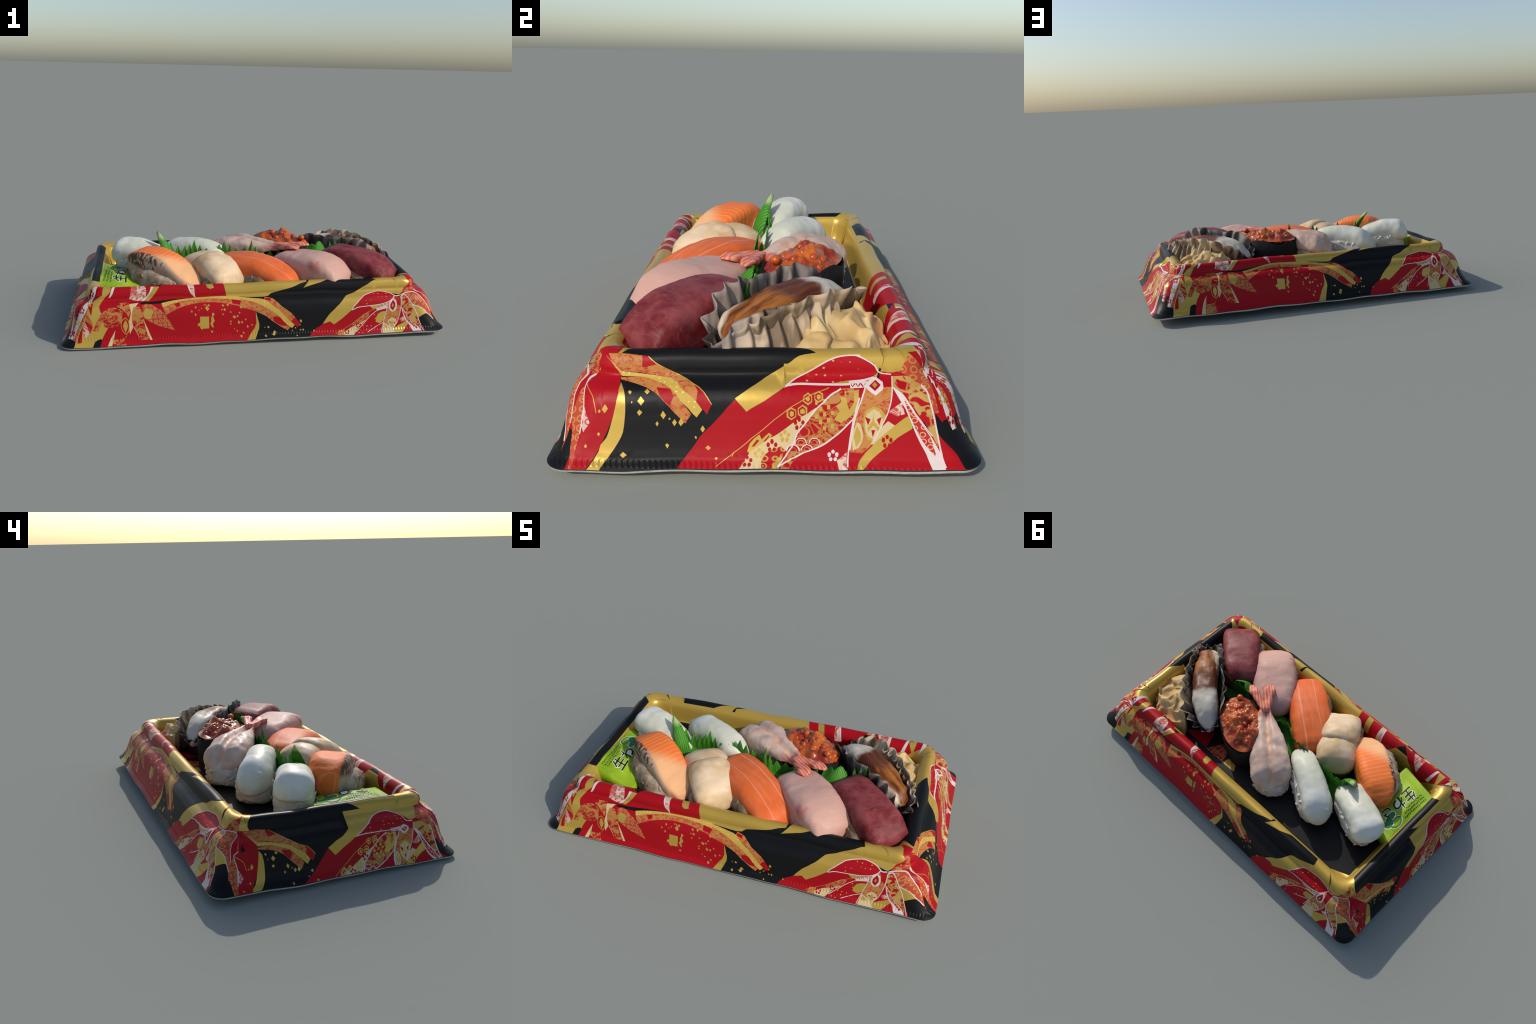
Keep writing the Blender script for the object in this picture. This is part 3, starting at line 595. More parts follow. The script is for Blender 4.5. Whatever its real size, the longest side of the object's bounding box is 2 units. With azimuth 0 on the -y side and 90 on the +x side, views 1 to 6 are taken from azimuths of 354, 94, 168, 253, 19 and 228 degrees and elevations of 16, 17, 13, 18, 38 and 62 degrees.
GOLD, RED, WHITE, CREAM, BLACK = (.53, .345, .062), (.37, .0045, .0095), (.66, .56, .52), (.60, .46, .24), (.0070, .0070, .0072)
def print_materials():
    inks = {}
    def plain(name, c, rough, spec=.5, metal=0.):
        m = Mat("ink_" + name, rough, spec)
        m.b.inputs["Metallic"].default_value = metal
        n = m.noise(7, 4)
        m.color(m.mix(m.math("MULTIPLY", n, .35), c, tuple(.72 * x for x in c)))
        return m
    inks["black"] = plain("black", BLACK, .40, .14)
    inks["gold"] = plain("gold", GOLD, .33, .3, .3)
    inks["red"] = plain("red", RED, .40, .14)
    inks["white"] = plain("white", WHITE, .40, .14)
    inks["cream"] = plain("cream", CREAM, .40, .14)
    inks["brocade_red"] = brocade("ink_red_brocade", RED, (.42, .19, .05), 42, .055)
    inks["brocade_orange"] = brocade("ink_orange_brocade", (.42, .045, .025), (.46, .19, .05), 85, .12)
    inks["brocade_white"] = brocade("ink_white_brocade", (.48, .08, .07), (.60, .46, .36), 46, .10)
    inks["red_floral"] = brocade("ink_red_floral", RED, (.46, .29, .08), 26, .10)
    def cells(name, ground, ring, dot, scale):
        m = Mat(name, .42, .14)
        d = m.voronoi(scale, film_vector(m), rnd=.25)
        r = m.math("ABSOLUTE", m.math("SUBTRACT", d, .36))
        m.color(m.mix(m.step(d, .17, .13), m.mix(m.step(r, .09, .05), ground, ring), dot))
        return m
    inks["gold_hex"] = cells("ink_gold_hexagons", (.40, .055, .028), (.48, .22, .07), GOLD, 44)
    inks["red_hex"] = cells("ink_red_hexagons", RED, (.46, .25, .06), (.46, .25, .06), 40)
    inks["orange_hex"] = cells("ink_orange_hexagons", (.42, .06, .028), (.48, .20, .06), (.48, .26, .065), 34)
    inks["white_hex"] = cells("ink_white_hexagons", (.58, .37, .32), (.45, .05, .05), WHITE, 40)
    inks["red_check"] = cells("ink_red_check", RED, RED, (.50, .32, .10), 46)
    inks["red_box"] = cells("ink_red_boxes", (.42, .025, .025), (.56, .34, .19), (.42, .025, .025), 50)
    inks["gold_dots"] = cells("ink_gold_dots", GOLD, GOLD, (.70, .62, .42), 62)
    for m in inks.values():                                   # pressed teeth along the lip
        x, y, z = m.xyz()
        nrm = m.node("ShaderNodeNewGeometry").outputs["Normal"]
        nx, ny, _ = m.xyz(nrm)
        along = m.math("GREATER_THAN", m.math("ABSOLUTE", ny), m.math("ABSOLUTE", nx))
        coord = m.math("ADD", m.math("MULTIPLY", x, along), m.math("MULTIPLY", y, m.math("SUBTRACT", 1., along)))
        teeth = m.math("SINE", m.math("MULTIPLY", coord, 2 * math.pi / .0145))
        zone = m.math("MULTIPLY", m.step(z, .038, .042), m.step(z, .054, .049))
        fine = m.noise(30, 3)
        m.bump(m.math("ADD", m.math("MULTIPLY", m.math("MULTIPLY", teeth, zone), 1.), m.math("MULTIPLY", fine, .6)), .0008, .8)
    return inks

def build_tray():
    inks = print_materials()
    names = list(inks)
    layers = print_layers()
    KU = .5                                                    # keeps the parameter plane roughly isotropic
    pts, edges = [], []
    def node(u, v):
        pts.append(Vector((u * KU, v))); return len(pts) - 1
    us = np.unique(np.round(np.concatenate([np.r_[np.linspace(0, 2, 49 if k % 2 == 0 else 33), 2 - np.linspace(0, .14, 9), np.linspace(0, .14, 9)] + 2 * k for k in range(4)]), 5))
    vs = np.unique(np.r_[np.linspace(0, .03, 7), np.linspace(.03, .18, 14), np.linspace(.18, V_END, 30)])
    for u in us:
        for v in vs: node(u, v)
    polys = []
    for ink, side, p in layers:
        p = np.array(p)
        pv = np.clip(p[:, 1], -.03, V_END)
        u = 2 * side + 1 + np.clip(u_of(side, p[:, 0], np.clip(pv, 0, V_END)) - 2 * side - 1, -1.12, 1.12)
        polys.append((names.index(ink), np.stack([u, pv], 1)))
        q = np.stack([np.clip(u, .0005, 7.9995), np.clip(pv, 0, V_END)], 1)
        idx = [node(*r) for r in q]
        edges += [(idx[i], idx[(i + 1) % len(idx)]) for i in range(len(idx))]
    co, _, faces, *_ = delaunay_2d_cdt(pts, edges, [], 0, 1e-5)
    co = np.array([tuple(c) for c in co])
    co[:, 0] /= KU
    tri = np.array([f for f in faces if len(f) == 3])
    cen = co[tri].mean(1)
    ink = np.zeros(len(tri), int)
    for k, (mi, p) in enumerate(polys):
        for sh in (-8., 0., 8.):
            q = p + (sh, 0)
            lo, hi = q.min(0), q.max(0)
            if hi[0] < 0 or lo[0] > 8: continue
            cand = np.where((cen[:, 0] > lo[0]) & (cen[:, 0] < hi[0]) & (cen[:, 1] > lo[1]) & (cen[:, 1] < hi[1]))[0]
            if not len(cand): continue
            x, y = cen[cand, 0][:, None], cen[cand, 1][:, None]
            x0, y0, x1, y1 = q[:, 0], q[:, 1], np.roll(q[:, 0], -1), np.roll(q[:, 1], -1)
            with np.errstate(divide="ignore", invalid="ignore"):
                cross = ((y0 > y) != (y1 > y)) & (x < (x1 - x0) * (y - y0) / (y1 - y0) + x0)
            wind = (cross * np.where(y1 > y0, 1, -1)).sum(1)
            ink[cand[wind != 0]] = mi
    xyz = skin_u(co[:, 0], np.clip(co[:, 1], 0, V_END))
    e = .003
    du = skin_u(co[:, 0] + e, co[:, 1]) - skin_u(co[:, 0] - e, co[:, 1])
    dv = skin_u(co[:, 0], np.minimum(co[:, 1] + e, V_END)) - skin_u(co[:, 0], np.maximum(co[:, 1] - e, 0))
    nrm = np.cross(du, dv)
    nrm /= np.linalg.norm(nrm, axis=1, keepdims=True)
    flip = np.sum(np.cross(xyz[tri[:, 1]] - xyz[tri[:, 0]], xyz[tri[:, 2]] - xyz[tri[:, 0]]) * nrm[tri].sum(1), axis=1) < 0
    tri[flip] = tri[flip][:, ::-1]
    frame_m = Matrix.Rotation(YAW, 4, "Z")
    frame_m.translation = (0, 0, 0)
    shear = lambda p: p + np.stack([0 * p[:, 0], 0 * p[:, 0], TILT_X * p[:, 0] + TILT_Y * p[:, 1]], 1)
    top = thing("printed_tray", "long sushi tray with red, gold and black kimono print", "food tray", frame_m)
    o = add_mesh("tray_shell", to_world(xyz), tri, [inks[n].m for n in names], matrix=frame_m, parent=top, mat_index=ink)
    nl = nrm + np.stack([-TILT_X * nrm[:, 2], -TILT_Y * nrm[:, 2], 0 * nrm[:, 2]], 1)
    o.data.normals_split_custom_set_from_vertices((nl / np.linalg.norm(nl, axis=1, keepdims=True)).tolist())
    # raised floor
    us2 = np.linspace(0, 8, 160, endpoint=False)
    ring = [skin_u(us2, np.full(160, V_END))]
    for q in (.93, .8, .6, .4, .2, .05):
        r = ring[0].copy(); r[:, :2] *= q; r[:, 2] = FLOOR
        ring.append(r)
    V = np.vstack(ring)
    floor = Mat("black_floor", .5, .25)
    floor.color(floor.mix(floor.step(floor.noise(4, 4), .5, .75), (.006, .006, .007), (.017, .016, .017))).bump(floor.noise(12, 4), .004, .3)
    add_mesh("tray_floor", to_world(V), grid_faces(7, 160) + [[6 * 160 + k for k in range(160)]], [floor.m], matrix=frame_m, parent=top)
    # print that runs down onto the floor in the back right corner
    motifs = [("brocade_red", [(.08, .300), (.18, .10), (.33, .13), (.40, .305)]), ("gold", [(.10, .298), (.16, .20), (.19, .302)]), ("red_hex", [(.19, .302), (.24, .17), (.32, .304)]), ("red", [(.32, .302), (.36, .20), (.50, .304)])]
    fv, ff, fm = [], [], []
    for k, (ink_n, p) in enumerate(motifs):
        q = smooth_outline(p, 30)
        ff.append(list(range(len(fv), len(fv) + len(q)))[::-1] if np.cross(q[1] - q[0], q[2] - q[1]) < 0 else list(range(len(fv), len(fv) + len(q))))
        fv += [(x, y, FLOOR - .0002 + .0009 * k) for x, y in q]
        fm.append(k)
    add_mesh("floor_print", to_world(np.array(fv)), ff, [inks[a].m for a, _ in motifs], smooth=False, matrix=frame_m, parent=top, mat_index=fm)
    # pale foam underside with a thin dark cut edge
    foam = Mat("pale_foam", .7)
    foam.color(foam.mix(foam.noise(24, 4), (.50, .47, .43), (.66, .63, .58))).bump(foam.noise(60, 3), .003)
    edge = Mat("dark_cut_edge", .5).color((.03, .028, .027))
    N = 420
    uu = np.linspace(0, 8, N, endpoint=False)
    base = skin_u(uu, np.zeros(N))
    rings = []
    for d, z in ((0, 0), (.0005, -.0028), (.0012, -.0042), (.0028, -.0105), (.010, -.0150), (.035, -.0180), (.11, -.0195), (.3, -.0195)):
        r = base.copy()
        for ax, H in ((0, HALF_L), (1, HALF_W)):
            r[:, ax] *= 1 - d / H
        r[:, 2] += z + min(d / .003, 1.) * .0045 * np.array([fbm((a * .5, b * .5, 3), 5, 2) for a, b in base[:, :2]]) * (1 if d < .2 else 0)
        rings.append(r)
    V = to_world(np.vstack(rings))
    V[:, 2] = np.maximum(V[:, 2], 0)
    V[5 * N:, 2] = np.minimum(V[5 * N:, 2], np.maximum(V[5 * N:, 2].min(), V[5 * N:, 2]))
    V[:, 2] -= V[:, 2].min()
    F = grid_faces(8, N) + [[7 * N + k for k in range(N)]]
    F = [f[::-1] for f in F]
    mi = [0 if i < 2 * N else 1 for i in range(len(F))]
    add_mesh("foam_underside", V, F, [edge.m, foam.m], matrix=frame_m, parent=top, mat_index=mi)
    return top

build_tray()
# ------------------------------------------------------------------ food materials
def food_mat(name, rough=.32, spec=.5, sss=0., coat=0.):
    m = Mat(name, rough + (.04 if coat > .4 else .22), spec * (.7 if coat > .4 else .42))
    if coat:
        m.b.inputs["Coat Weight"].default_value = coat * (.5 if coat > .4 else .15)
        m.b.inputs["Coat Roughness"].default_value = .25
    return m

def rice_material():
    m = food_mat("rice", .42)
    d = m.voronoi(34, m.scaled(1, 1.5, 1.2))
    m.color(m.mix(m.noise(9, 3), (.50, .46, .37), (.60, .57, .50)))
    return m.bump(m.math("SUBTRACT", m.noise(40, 3), m.math("MULTIPLY", d, .8)), .004, .6)
RICE = rice_material()
SHADED = food_mat("shaded_rice", .4)  # brown front-row rice; shade of the gaps between pieces is in its colour
SHADED.color(SHADED.mix(SHADED.step(SHADED.noise(13, 4), .35, .65), (.20, .13, .075), (.47, .38, .27)))
GRAIN = food_mat("rice_grain", .35)
GRAIN.color(GRAIN.mix(GRAIN.node("ShaderNodeObjectInfo").outputs["Random"], (.58, .55, .47), (.66, .64, .58)))

def squid_material():
    m = food_mat("squid", .22, .5, .0, .15)
    m.color(m.mix(m.step(m.noise(7, 4), .36, .66), (.56, .56, .43), (.71, .69, .60)))
    return m.bump(m.noise(22, 3), .003, .5)

def salmon_material():
    m = food_mat("salmon", .34, .5, 0, .1)
    x, y, z = m.xyz()
    n = m.noise(5, 3)
    base = m.mix(n, (.66, .100, .018), (.74, .160, .032))
    yy = m.math("ADD", y, m.math("MULTIPLY", m.math("SUBTRACT", m.noise(4, 2), .5), .02))
    line = lambda c, w: m.step(m.math("ABSOLUTE", m.math("SUBTRACT", yy, c)), w, w * .2)
    fat = m.math("MAXIMUM", m.math("MULTIPLY", line(.045, .006), .75), m.math("MULTIPLY", line(-.045, .005), .55))
    fine = m.step(m.noise(16, 4, m.scaled(.5, 3., 1, .5)), .4, .75)
    c = m.mix(m.math("MULTIPLY", fine, .16), base, (.86, .40, .24))
    c = m.mix(m.math("MULTIPLY", fat, .40), c, (.88, .52, .40))
    m.color(c)
    return m.bump(m.noise(70, 3), .002, .5)

def seared_material():
    m = food_mat("seared_salmon", .36, .5, 0, .1)
    x, y, z = m.xyz()
    w = m.math("MULTIPLY", m.math("SUBTRACT", m.noise(7, 3), .5), .05)
    yy = m.math("ADD", y, w)
    stripes = m.wave(15, m.scaled(1, .22, .3, -.5), 1.8, 3, dscale=.5)
    flesh = m.mix(m.math("MULTIPLY", m.step(stripes, .70, 1.), .28), (.80, .170, .028), (.90, .42, .20))
    xx = m.math("ADD", x, m.math("MULTIPLY", yy, -.9))
    pale = m.step(m.math("ADD", xx, m.math("MULTIPLY", w, .5)), .0, .11)     # belly end turns pale
    flesh = m.mix(m.math("MULTIPLY", pale, .9), flesh, (.74, .42, .20))
    nx, ny, nz = m.xyz(m.node("ShaderNodeNewGeometry").outputs["Normal"])
    skin = m.step(yy, -.058, -.072)
    skin_c = m.mix(m.noise(14, 4), (.55, .40, .28), (.36, .20, .12))
    skin_c = m.mix(m.step(z, .30, .25), skin_c, m.mix(m.noise(16, 4), (.22, .13, .08), (.50, .40, .30)))
    char = m.step(m.math("ADD", m.noise(46, 4, m.scaled(1.6, .7, .7)), m.math("MULTIPLY", m.math("ADD", x, -.02), -1.0)), .50, .64)
    char = m.math("MULTIPLY", char, m.step(m.math("ADD", z, m.math("MULTIPLY", x, .22)), .272, .305))
    skin_c = m.mix(m.math("MULTIPLY", char, .93), skin_c, (.055, .020, .010))
    m.color(m.mix(skin, flesh, skin_c))
    return m.bump(m.noise(60, 3), .003, .5)

def scallop_material():
    m = food_mat("scallop", .26, .5, 0, .2)
    c = m.mix(m.step(m.noise(8, 4), .38, .64), (.58, .39, .20), (.72, .54, .35))
    m.color(m.mix(m.math("MULTIPLY", m.step(m.noise(16, 3), .62, .74), .5), c, (.66, .54, .43)))
    return m.bump(m.noise(26, 4), .003, .4)

def yellowtail_material():
    m = food_mat("pale_fish", .32, .5, 0, .15)
    x, y, z = m.xyz()
    n = m.noise(5, 3)
    fine = m.noise(20, 4, m.scaled(3., .35, 1, .6), dist=.8)
    c = m.mix(n, (.53, .265, .20), (.61, .385, .31))
    c = m.mix(m.math("MULTIPLY", m.step(fine, .48, .72), .30), c, (.64, .50, .44))
    dist = m.node("ShaderNodeVectorMath", {0: m.co, 1: (.075, -.115, .35)}, operation="DISTANCE").outputs["Value"]
    spot = m.step(m.math("ADD", dist, m.math("MULTIPLY", m.noise(40, 4), .05)), .085, .035)
    m.color(m.mix(m.math("MULTIPLY", spot, .8), c, (.42, .07, .065)))
    return m.bump(m.math("ADD", m.noise(40, 3), m.math("MULTIPLY", fine, .4)), .003, .5)

def tuna_material():
    m = food_mat("tuna", .33, .5, 0, .2)
    n = m.noise(9, 5, rough=.65)
    fine = m.noise(18, 5, m.scaled(2.2, .6, 1, .9), dist=1.2)
    c = m.mix(m.step(n, .38, .64), (.135, .009, .011), (.240, .050, .050))
    m.color(m.mix(m.math("MULTIPLY", m.step(fine, .5, .72), .32), c, (.27, .10, .10)))
    return m.bump(m.math("ADD", m.noise(30, 4), m.math("MULTIPLY", fine, .3)), .004, .55)

def shrimp_material():
    m = food_mat("shrimp", .24, .5, 0, .25)
    x, y, z = m.xyz()
    n = m.noise(11, 4)
    c = m.mix(m.step(n, .35, .7), (.52, .35, .27), (.66, .49, .39))
    bands = m.wave(2.2, m.scaled(1, .25, .2), 3.5, 3)
    c = m.mix(m.math("MULTIPLY", m.step(bands, .9, 1.), .22), c, (.62, .30, .20))
    mid = m.math("MULTIPLY", m.step(m.math("ABSOLUTE", y), .020, .004), m.step(m.noise(14, 2), .35, .6))
    c = m.mix(m.math("MULTIPLY", mid, .6), c, (.80, .42, .22))
    tail = m.step(m.math("ADD", x, m.math("MULTIPLY", m.math("SUBTRACT", n, .5), .1)), -.12, -.24)
    streak = m.wave(20, m.scaled(.15, 1, 1), 2.5, 3, axis="Y")
    c = m.mix(tail, c, m.mix(streak, (.58, .10, .055), (.72, .30, .20)))
    m.color(c)
    return m.bump(m.noise(30, 3), .003, .5)

def roe_material():
    m = food_mat("salmon_roe", .26, .5, 0, .45)
    r = m.node("ShaderNodeObjectInfo").outputs["Random"]
    c = m.mix(r, (.36, .036, .008), (.56, .110, .012))
    m.color(m.mix(m.step(m.noise(18, 2), .45, .7), c, (.22, .018, .006)))
    return m
def jelly_material():
    m = food_mat("roe_jelly", .26, .5, 0, .45)
    m.color(m.mix(m.step(m.noise(12, 3), .38, .62), (.24, .020, .006), (.50, .115, .014)))
    return m.bump(m.noise(30, 2), .006, .5)
def nori_material():
    m = food_mat("seaweed", .5, .35)
    m.color(m.mix(m.noise(30, 4), (.006, .007, .007), (.017, .016, .015)))
    return m.bump(m.noise(45, 4), .004, .6)
def eel_material():
    m = food_mat("grilled_eel", .24, .5, 0, .35)
    x, y, z = m.xyz()
    n = m.noise(8, 4, dist=.6)
    nn = m.math("SUBTRACT", n, .5)
    pale = m.mix(n, (.58, .45, .29), (.66, .62, .53))
    fibre = m.noise(16, 4, m.scaled(.35, 2.2, 1))
    glaze = m.mix(m.step(fibre, .35, .65), (.10, .022, .007), (.36, .125, .022))
    dark = m.step(m.math("ADD", m.math("ABSOLUTE", m.math("ADD", x, -.02)), m.math("MULTIPLY", nn, .10)), .10, .02)
    glaze = m.mix(m.math("MULTIPLY", dark, .75), glaze, (.075, .016, .007))
    edge = m.math("ADD", m.math("ADD", y, m.math("MULTIPLY", nn, .05)), m.math("MULTIPLY", x, -.22))
    k = m.math("MULTIPLY", m.step(m.math("ADD", x, m.math("MULTIPLY", nn, .14)), .110, .065), m.step(edge, .078, .060))
    m.color(m.mix(k, pale, glaze))
    return m.bump(m.math("ADD", m.noise(30, 4), fibre), .004, .6)
def cup_material():
    m = food_mat("fluted_paper", .35, .4)
    x, y, z = m.xyz()
    n = m.noise(9, 3)
    pleat = m.noise(21, 2, m.scaled(1, 1, .10))
    c = m.mix(m.step(pleat, .42, .60), (.055, .045, .040), (.29, .235, .20))
    tanc = m.mix(m.step(pleat, .42, .56), (.24, .165, .10), (.56, .42, .27))
    tan = m.step(m.math("ADD", m.math("MULTIPLY", y, -1.), m.math("MULTIPLY", n, .06)), .07, .14)      # tan towards the ginger
    m.color(m.mix(m.math("MULTIPLY", tan, .85), c, tanc))
    m.b.inputs["Transmission Weight"].default_value = .0
    return m.bump(m.noise(40, 3), .002, .4)
def ginger_material():
    m = food_mat("pickled_ginger", .28, .5, 0, .25)
    n = m.noise(10, 4)
    c = m.mix(m.step(n, .3, .7), (.50, .32, .12), (.62, .46, .22))
    x, y, z = m.xyz()
    tinted = m.math("MULTIPLY", m.step(m.math("ADD", y, m.math("MULTIPLY", m.noise(14, 3), .06)), .255, .30), .6)
    m.color(m.mix(tinted, c, (.62, .20, .07)))
    return m.bump(m.noise(24, 4), .004, .5)
def leaf_material():
    m = food_mat("green_plastic_leaf", .30, .5)
    x, y, z = m.xyz()
    veins = m.wave(42, m.scaled(1, .3, .15), .6, 2)
    n = m.noise(6, 2)
    c = m.mix(m.step(veins, .3, .9), (.04, .22, .016), (.12, .40, .035))
    c = m.mix(m.math("MULTIPLY", m.step(n, .45, .7), .7), c, (.018, .11, .02))
    c = m.mix(m.step(m.math("ADD", z, m.math("MULTIPLY", m.noise(30, 2), .03)), .41, .44), c, (.42, .55, .22))
    m.color(c)
    tr = m.node("ShaderNodeBsdfTranslucent", {"Color": c})
    mx = m.node("ShaderNodeMixShader", {0: .25, 1: m.b.outputs[0], 2: tr.outputs[0]})
    m.put(m.t.nodes["Material Output"].inputs["Surface"], mx.outputs[0])
    return m

# ------------------------------------------------------------------ rice and grains
def grain_mesh():
    bm = bmesh.new()
    bmesh.ops.create_icosphere(bm, subdivisions=2, radius=1)
    V = np.array([v.co[:] for v in bm.verts]); F = [[v.index for v in f.verts] for f in bm.faces]
    bm.free()
    V[:, 0] *= .0165; V[:, 1] *= .0072; V[:, 2] *= .0068
    V[:, 2] += V[:, 0] ** 2 * 4
    return V, F
GV, GF = grain_mesh()

def rice_bed(parent, mat, stations, seed, grains=110, where=None, tinted=False, **kw):
    """Hand-pressed rice with single grains standing out of it."""
    V, F = loft(stations, n=40, m=40, cap0=.3, cap1=.3, eu=.7, el=.4, **kw)
    V = roughen(V, F, .008, 14, 3, seed, fine=.004, fine_scale=55)
    add_mesh("rice", V, F, [(SHADED if tinted else RICE).m], parent=parent, matrix=mat)
    rng = np.random.default_rng(int(seed * 10))
    body = [f for f in F if len(f) == 4]
    cen = np.array([V[list(f)].mean(0) for f in body])
    nor = np.array([np.cross(V[f[1]] - V[f[0]], V[f[3]] - V[f[0]]) for f in body])
    area = np.linalg.norm(nor, axis=1); nor /= area[:, None] + 1e-12
    ok = (cen[:, 2] > .175) & (nor[:, 2] > -.6)
    if where is not None: ok &= where(cen)
    p = area * ok; p /= p.sum()
    gv, gf = [], []
    for k in rng.choice(len(body), grains, p=p):
        n = Vector(nor[k])
        q = n.to_track_quat("Z", "Y").to_matrix() @ Matrix.Rotation(rng.uniform(0, math.pi), 3, "Z") @ Matrix.Rotation(rng.normal(0, .3), 3, "Y")
        s = rng.uniform(.85, 1.2)
        v = GV * s @ np.array(q).T + cen[k] - nor[k] * .0025
        gf += [[i + len(gv) * len(GV) for i in f] for f in GF]
        gv.append(v)
    o = add_mesh("rice_grains", np.vstack(gv), gf, [(SHADED if tinted else GRAIN).m], parent=parent, matrix=mat)
    o["kind"] = "stuff"

def topping(name, parent, mat, V, F, material, amp=.004, scale=9, seed=0., fine=.0):
    V = roughen(V, F, amp, scale, 3, seed, fine=fine)
    return add_mesh(name, V, F, [material.m], parent=parent, matrix=mat)

def nigiri(name, label, part, a, b, top, bed, material, seed, cap=(.25, .25), amp=.004, grains=110, where=None, eu=.75, zfrac=.4, el=.55, rice_kw=None, **kw):
    M = frame(a, b)
    root = thing(name, label, "sushi", M)
    rice_bed(root, M, bed, seed, grains, where, **(rice_kw or {}))
    V, F = loft(top, n=60, m=56, cap0=cap[0], cap1=cap[1], eu=eu, zfrac=zfrac, el=el, **kw)
    topping(part, root, M, V, F, material, amp, 9, seed)
    return root, M

Z0 = .160
# stations: x, y, top, bottom, half width left of travel, half width right of travel, roll
def build_front_row():
    # seared salmon: slab with seared skin on its outer (right-of-travel) side
    a, b = (-.62, -.115), (-.30, -.345)
    nigiri("seared_salmon_nigiri", "seared salmon slice with charred skin on rice", "salmon_slice", a, b,
           [(-.620, -.098, .343, .235, .060, .048, 3), (-.574, -.149, .381, .220, .086, .082, 2), (-.496, -.202, .389, .205, .096, .093, 2), (-.406, -.260, .363, .195, .094, .092, 3), (-.332, -.321, .307, .190, .079, .075, 4), (-.286, -.371, .255, .190, .046, .034, 4)],
           [(-.605, -.130, .310, Z0, .080, .090, 0), (-.52, -.215, .318, Z0, .105, .112, 0), (-.42, -.285, .299, Z0, .110, .114, 0), (-.325, -.365, .255, Z0, .12, .09, 0)],
           seared_material(), 1.3, cap=(.04, .14), eu=.45, zfrac=.5, amp=.006, grains=40, where=lambda c: c[:, 2] < .29, rice_kw=dict(tinted=True))
    # scallop: two overlapping medallions
    a, b = (-.31, -.08), (-.085, -.37)
    mat = scallop_material()
    root, M = nigiri("scallop_nigiri", "two overlapping cream scallop slices on rice", "scallop_slice", a, b,
           [(-.325, -.065, .290, .235, .085, .080, 0), (-.290, -.110, .346, .235, .110, .108, 0), (-.235, -.180, .366, .235, .116, .112, 0), (-.180, -.255, .330, .23, .110, .105, 0)],
           [(-.315, -.065, .280, Z0, .115, .095, 0), (-.22, -.19, .320, Z0, .125, .118, 0), (-.13, -.31, .300, Z0, .125, .132, 0), (-.095, -.36, .25, Z0, .10, .125, 0)],
           mat, 2.1, cap=(.32, .3), eu=.82, amp=.007, grains=80, rice_kw=dict(tinted=True))
    V, F = loft([(-.240, -.165, .346, .280, .078, .074, 0), (-.215, -.198, .374, .255, .106, .102, 0), (-.170, -.260, .368, .23, .118, .112, 0), (-.115, -.327, .326, .215, .114, .110, 0), (-.080, -.372, .264, .195, .088, .088, 0)], n=60, m=56, cap0=.18, cap1=.28, eu=.74)
    topping("scallop_slice", root, M, V, F, mat, .009, 9, 5.5)
    # salmon
    a, b = (-.14, -.095), (.23, -.355)
    nigiri("salmon_nigiri", "bright orange salmon slice draped over rice", "salmon_slice", a, b,
           [(-.170, -.074, .316, .262, .085, .066, 0), (-.108, -.116, .344, .245, .112, .102, 1), (0, -.196, .360, .225, .114, .116, 3), (.105, -.270, .344, .21, .108, .116, 3), (.193, -.330, .304, .195, .104, .112, 2), (.247, -.367, .246, .190, .090, .096, 0)],
           [(-.14, -.09, .29, Z0, .125, .105, 0), (.0, -.2, .318, Z0, .115, .122, 0), (.10, -.27, .31, Z0, .11, .135, 0), (.19, -.335, .250, Z0, .095, .13, 0)],
           salmon_material(), 3.7, cap=(.08, .09), eu=.58, zfrac=.3, amp=.005, grains=60, rice_kw=dict(tinted=True))
    # pale fish
    a, b = (.19, -.115), (.46, -.37)
    nigiri("yellowtail_nigiri", "pale pink fish slice with a red spot", "fish_slice", a, b,
           [(.148, -.066, .318, .25, .058, .062, 0), (.200, -.112, .350, .235, .104, .100, 0), (.290, -.192, .372, .215, .128, .114, 0), (.368, -.268, .374, .20, .138, .118, -1), (.435, -.325, .346, .19, .138, .102, 0), (.484, -.366, .280, .185, .128, .084, 2)],
           [(.19, -.10, .28, Z0, .12, .105, 0), (.31, -.21, .325, Z0, .13, .12, 0), (.39, -.29, .30, Z0, .13, .13, 0), (.445, -.340, .24, Z0, .11, .11, 0)],
           yellowtail_material(), 4.4, cap=(.14, .045), eu=.48, zfrac=.3, amp=.007, grains=60, rice_kw=dict(tinted=True))
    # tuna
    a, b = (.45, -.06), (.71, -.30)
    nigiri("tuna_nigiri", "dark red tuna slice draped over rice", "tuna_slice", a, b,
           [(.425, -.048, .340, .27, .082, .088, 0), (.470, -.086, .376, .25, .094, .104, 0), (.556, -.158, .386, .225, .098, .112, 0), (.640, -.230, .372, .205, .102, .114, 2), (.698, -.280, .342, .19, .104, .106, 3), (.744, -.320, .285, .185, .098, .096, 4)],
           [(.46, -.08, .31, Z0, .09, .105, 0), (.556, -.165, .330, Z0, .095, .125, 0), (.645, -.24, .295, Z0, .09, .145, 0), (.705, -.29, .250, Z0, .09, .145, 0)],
           tuna_material(), 5.2, cap=(.05, .04), eu=.40, zfrac=.3, amp=.007, grains=60, where=lambda c: c[:, 2] < .30, rice_kw=dict(tinted=True))

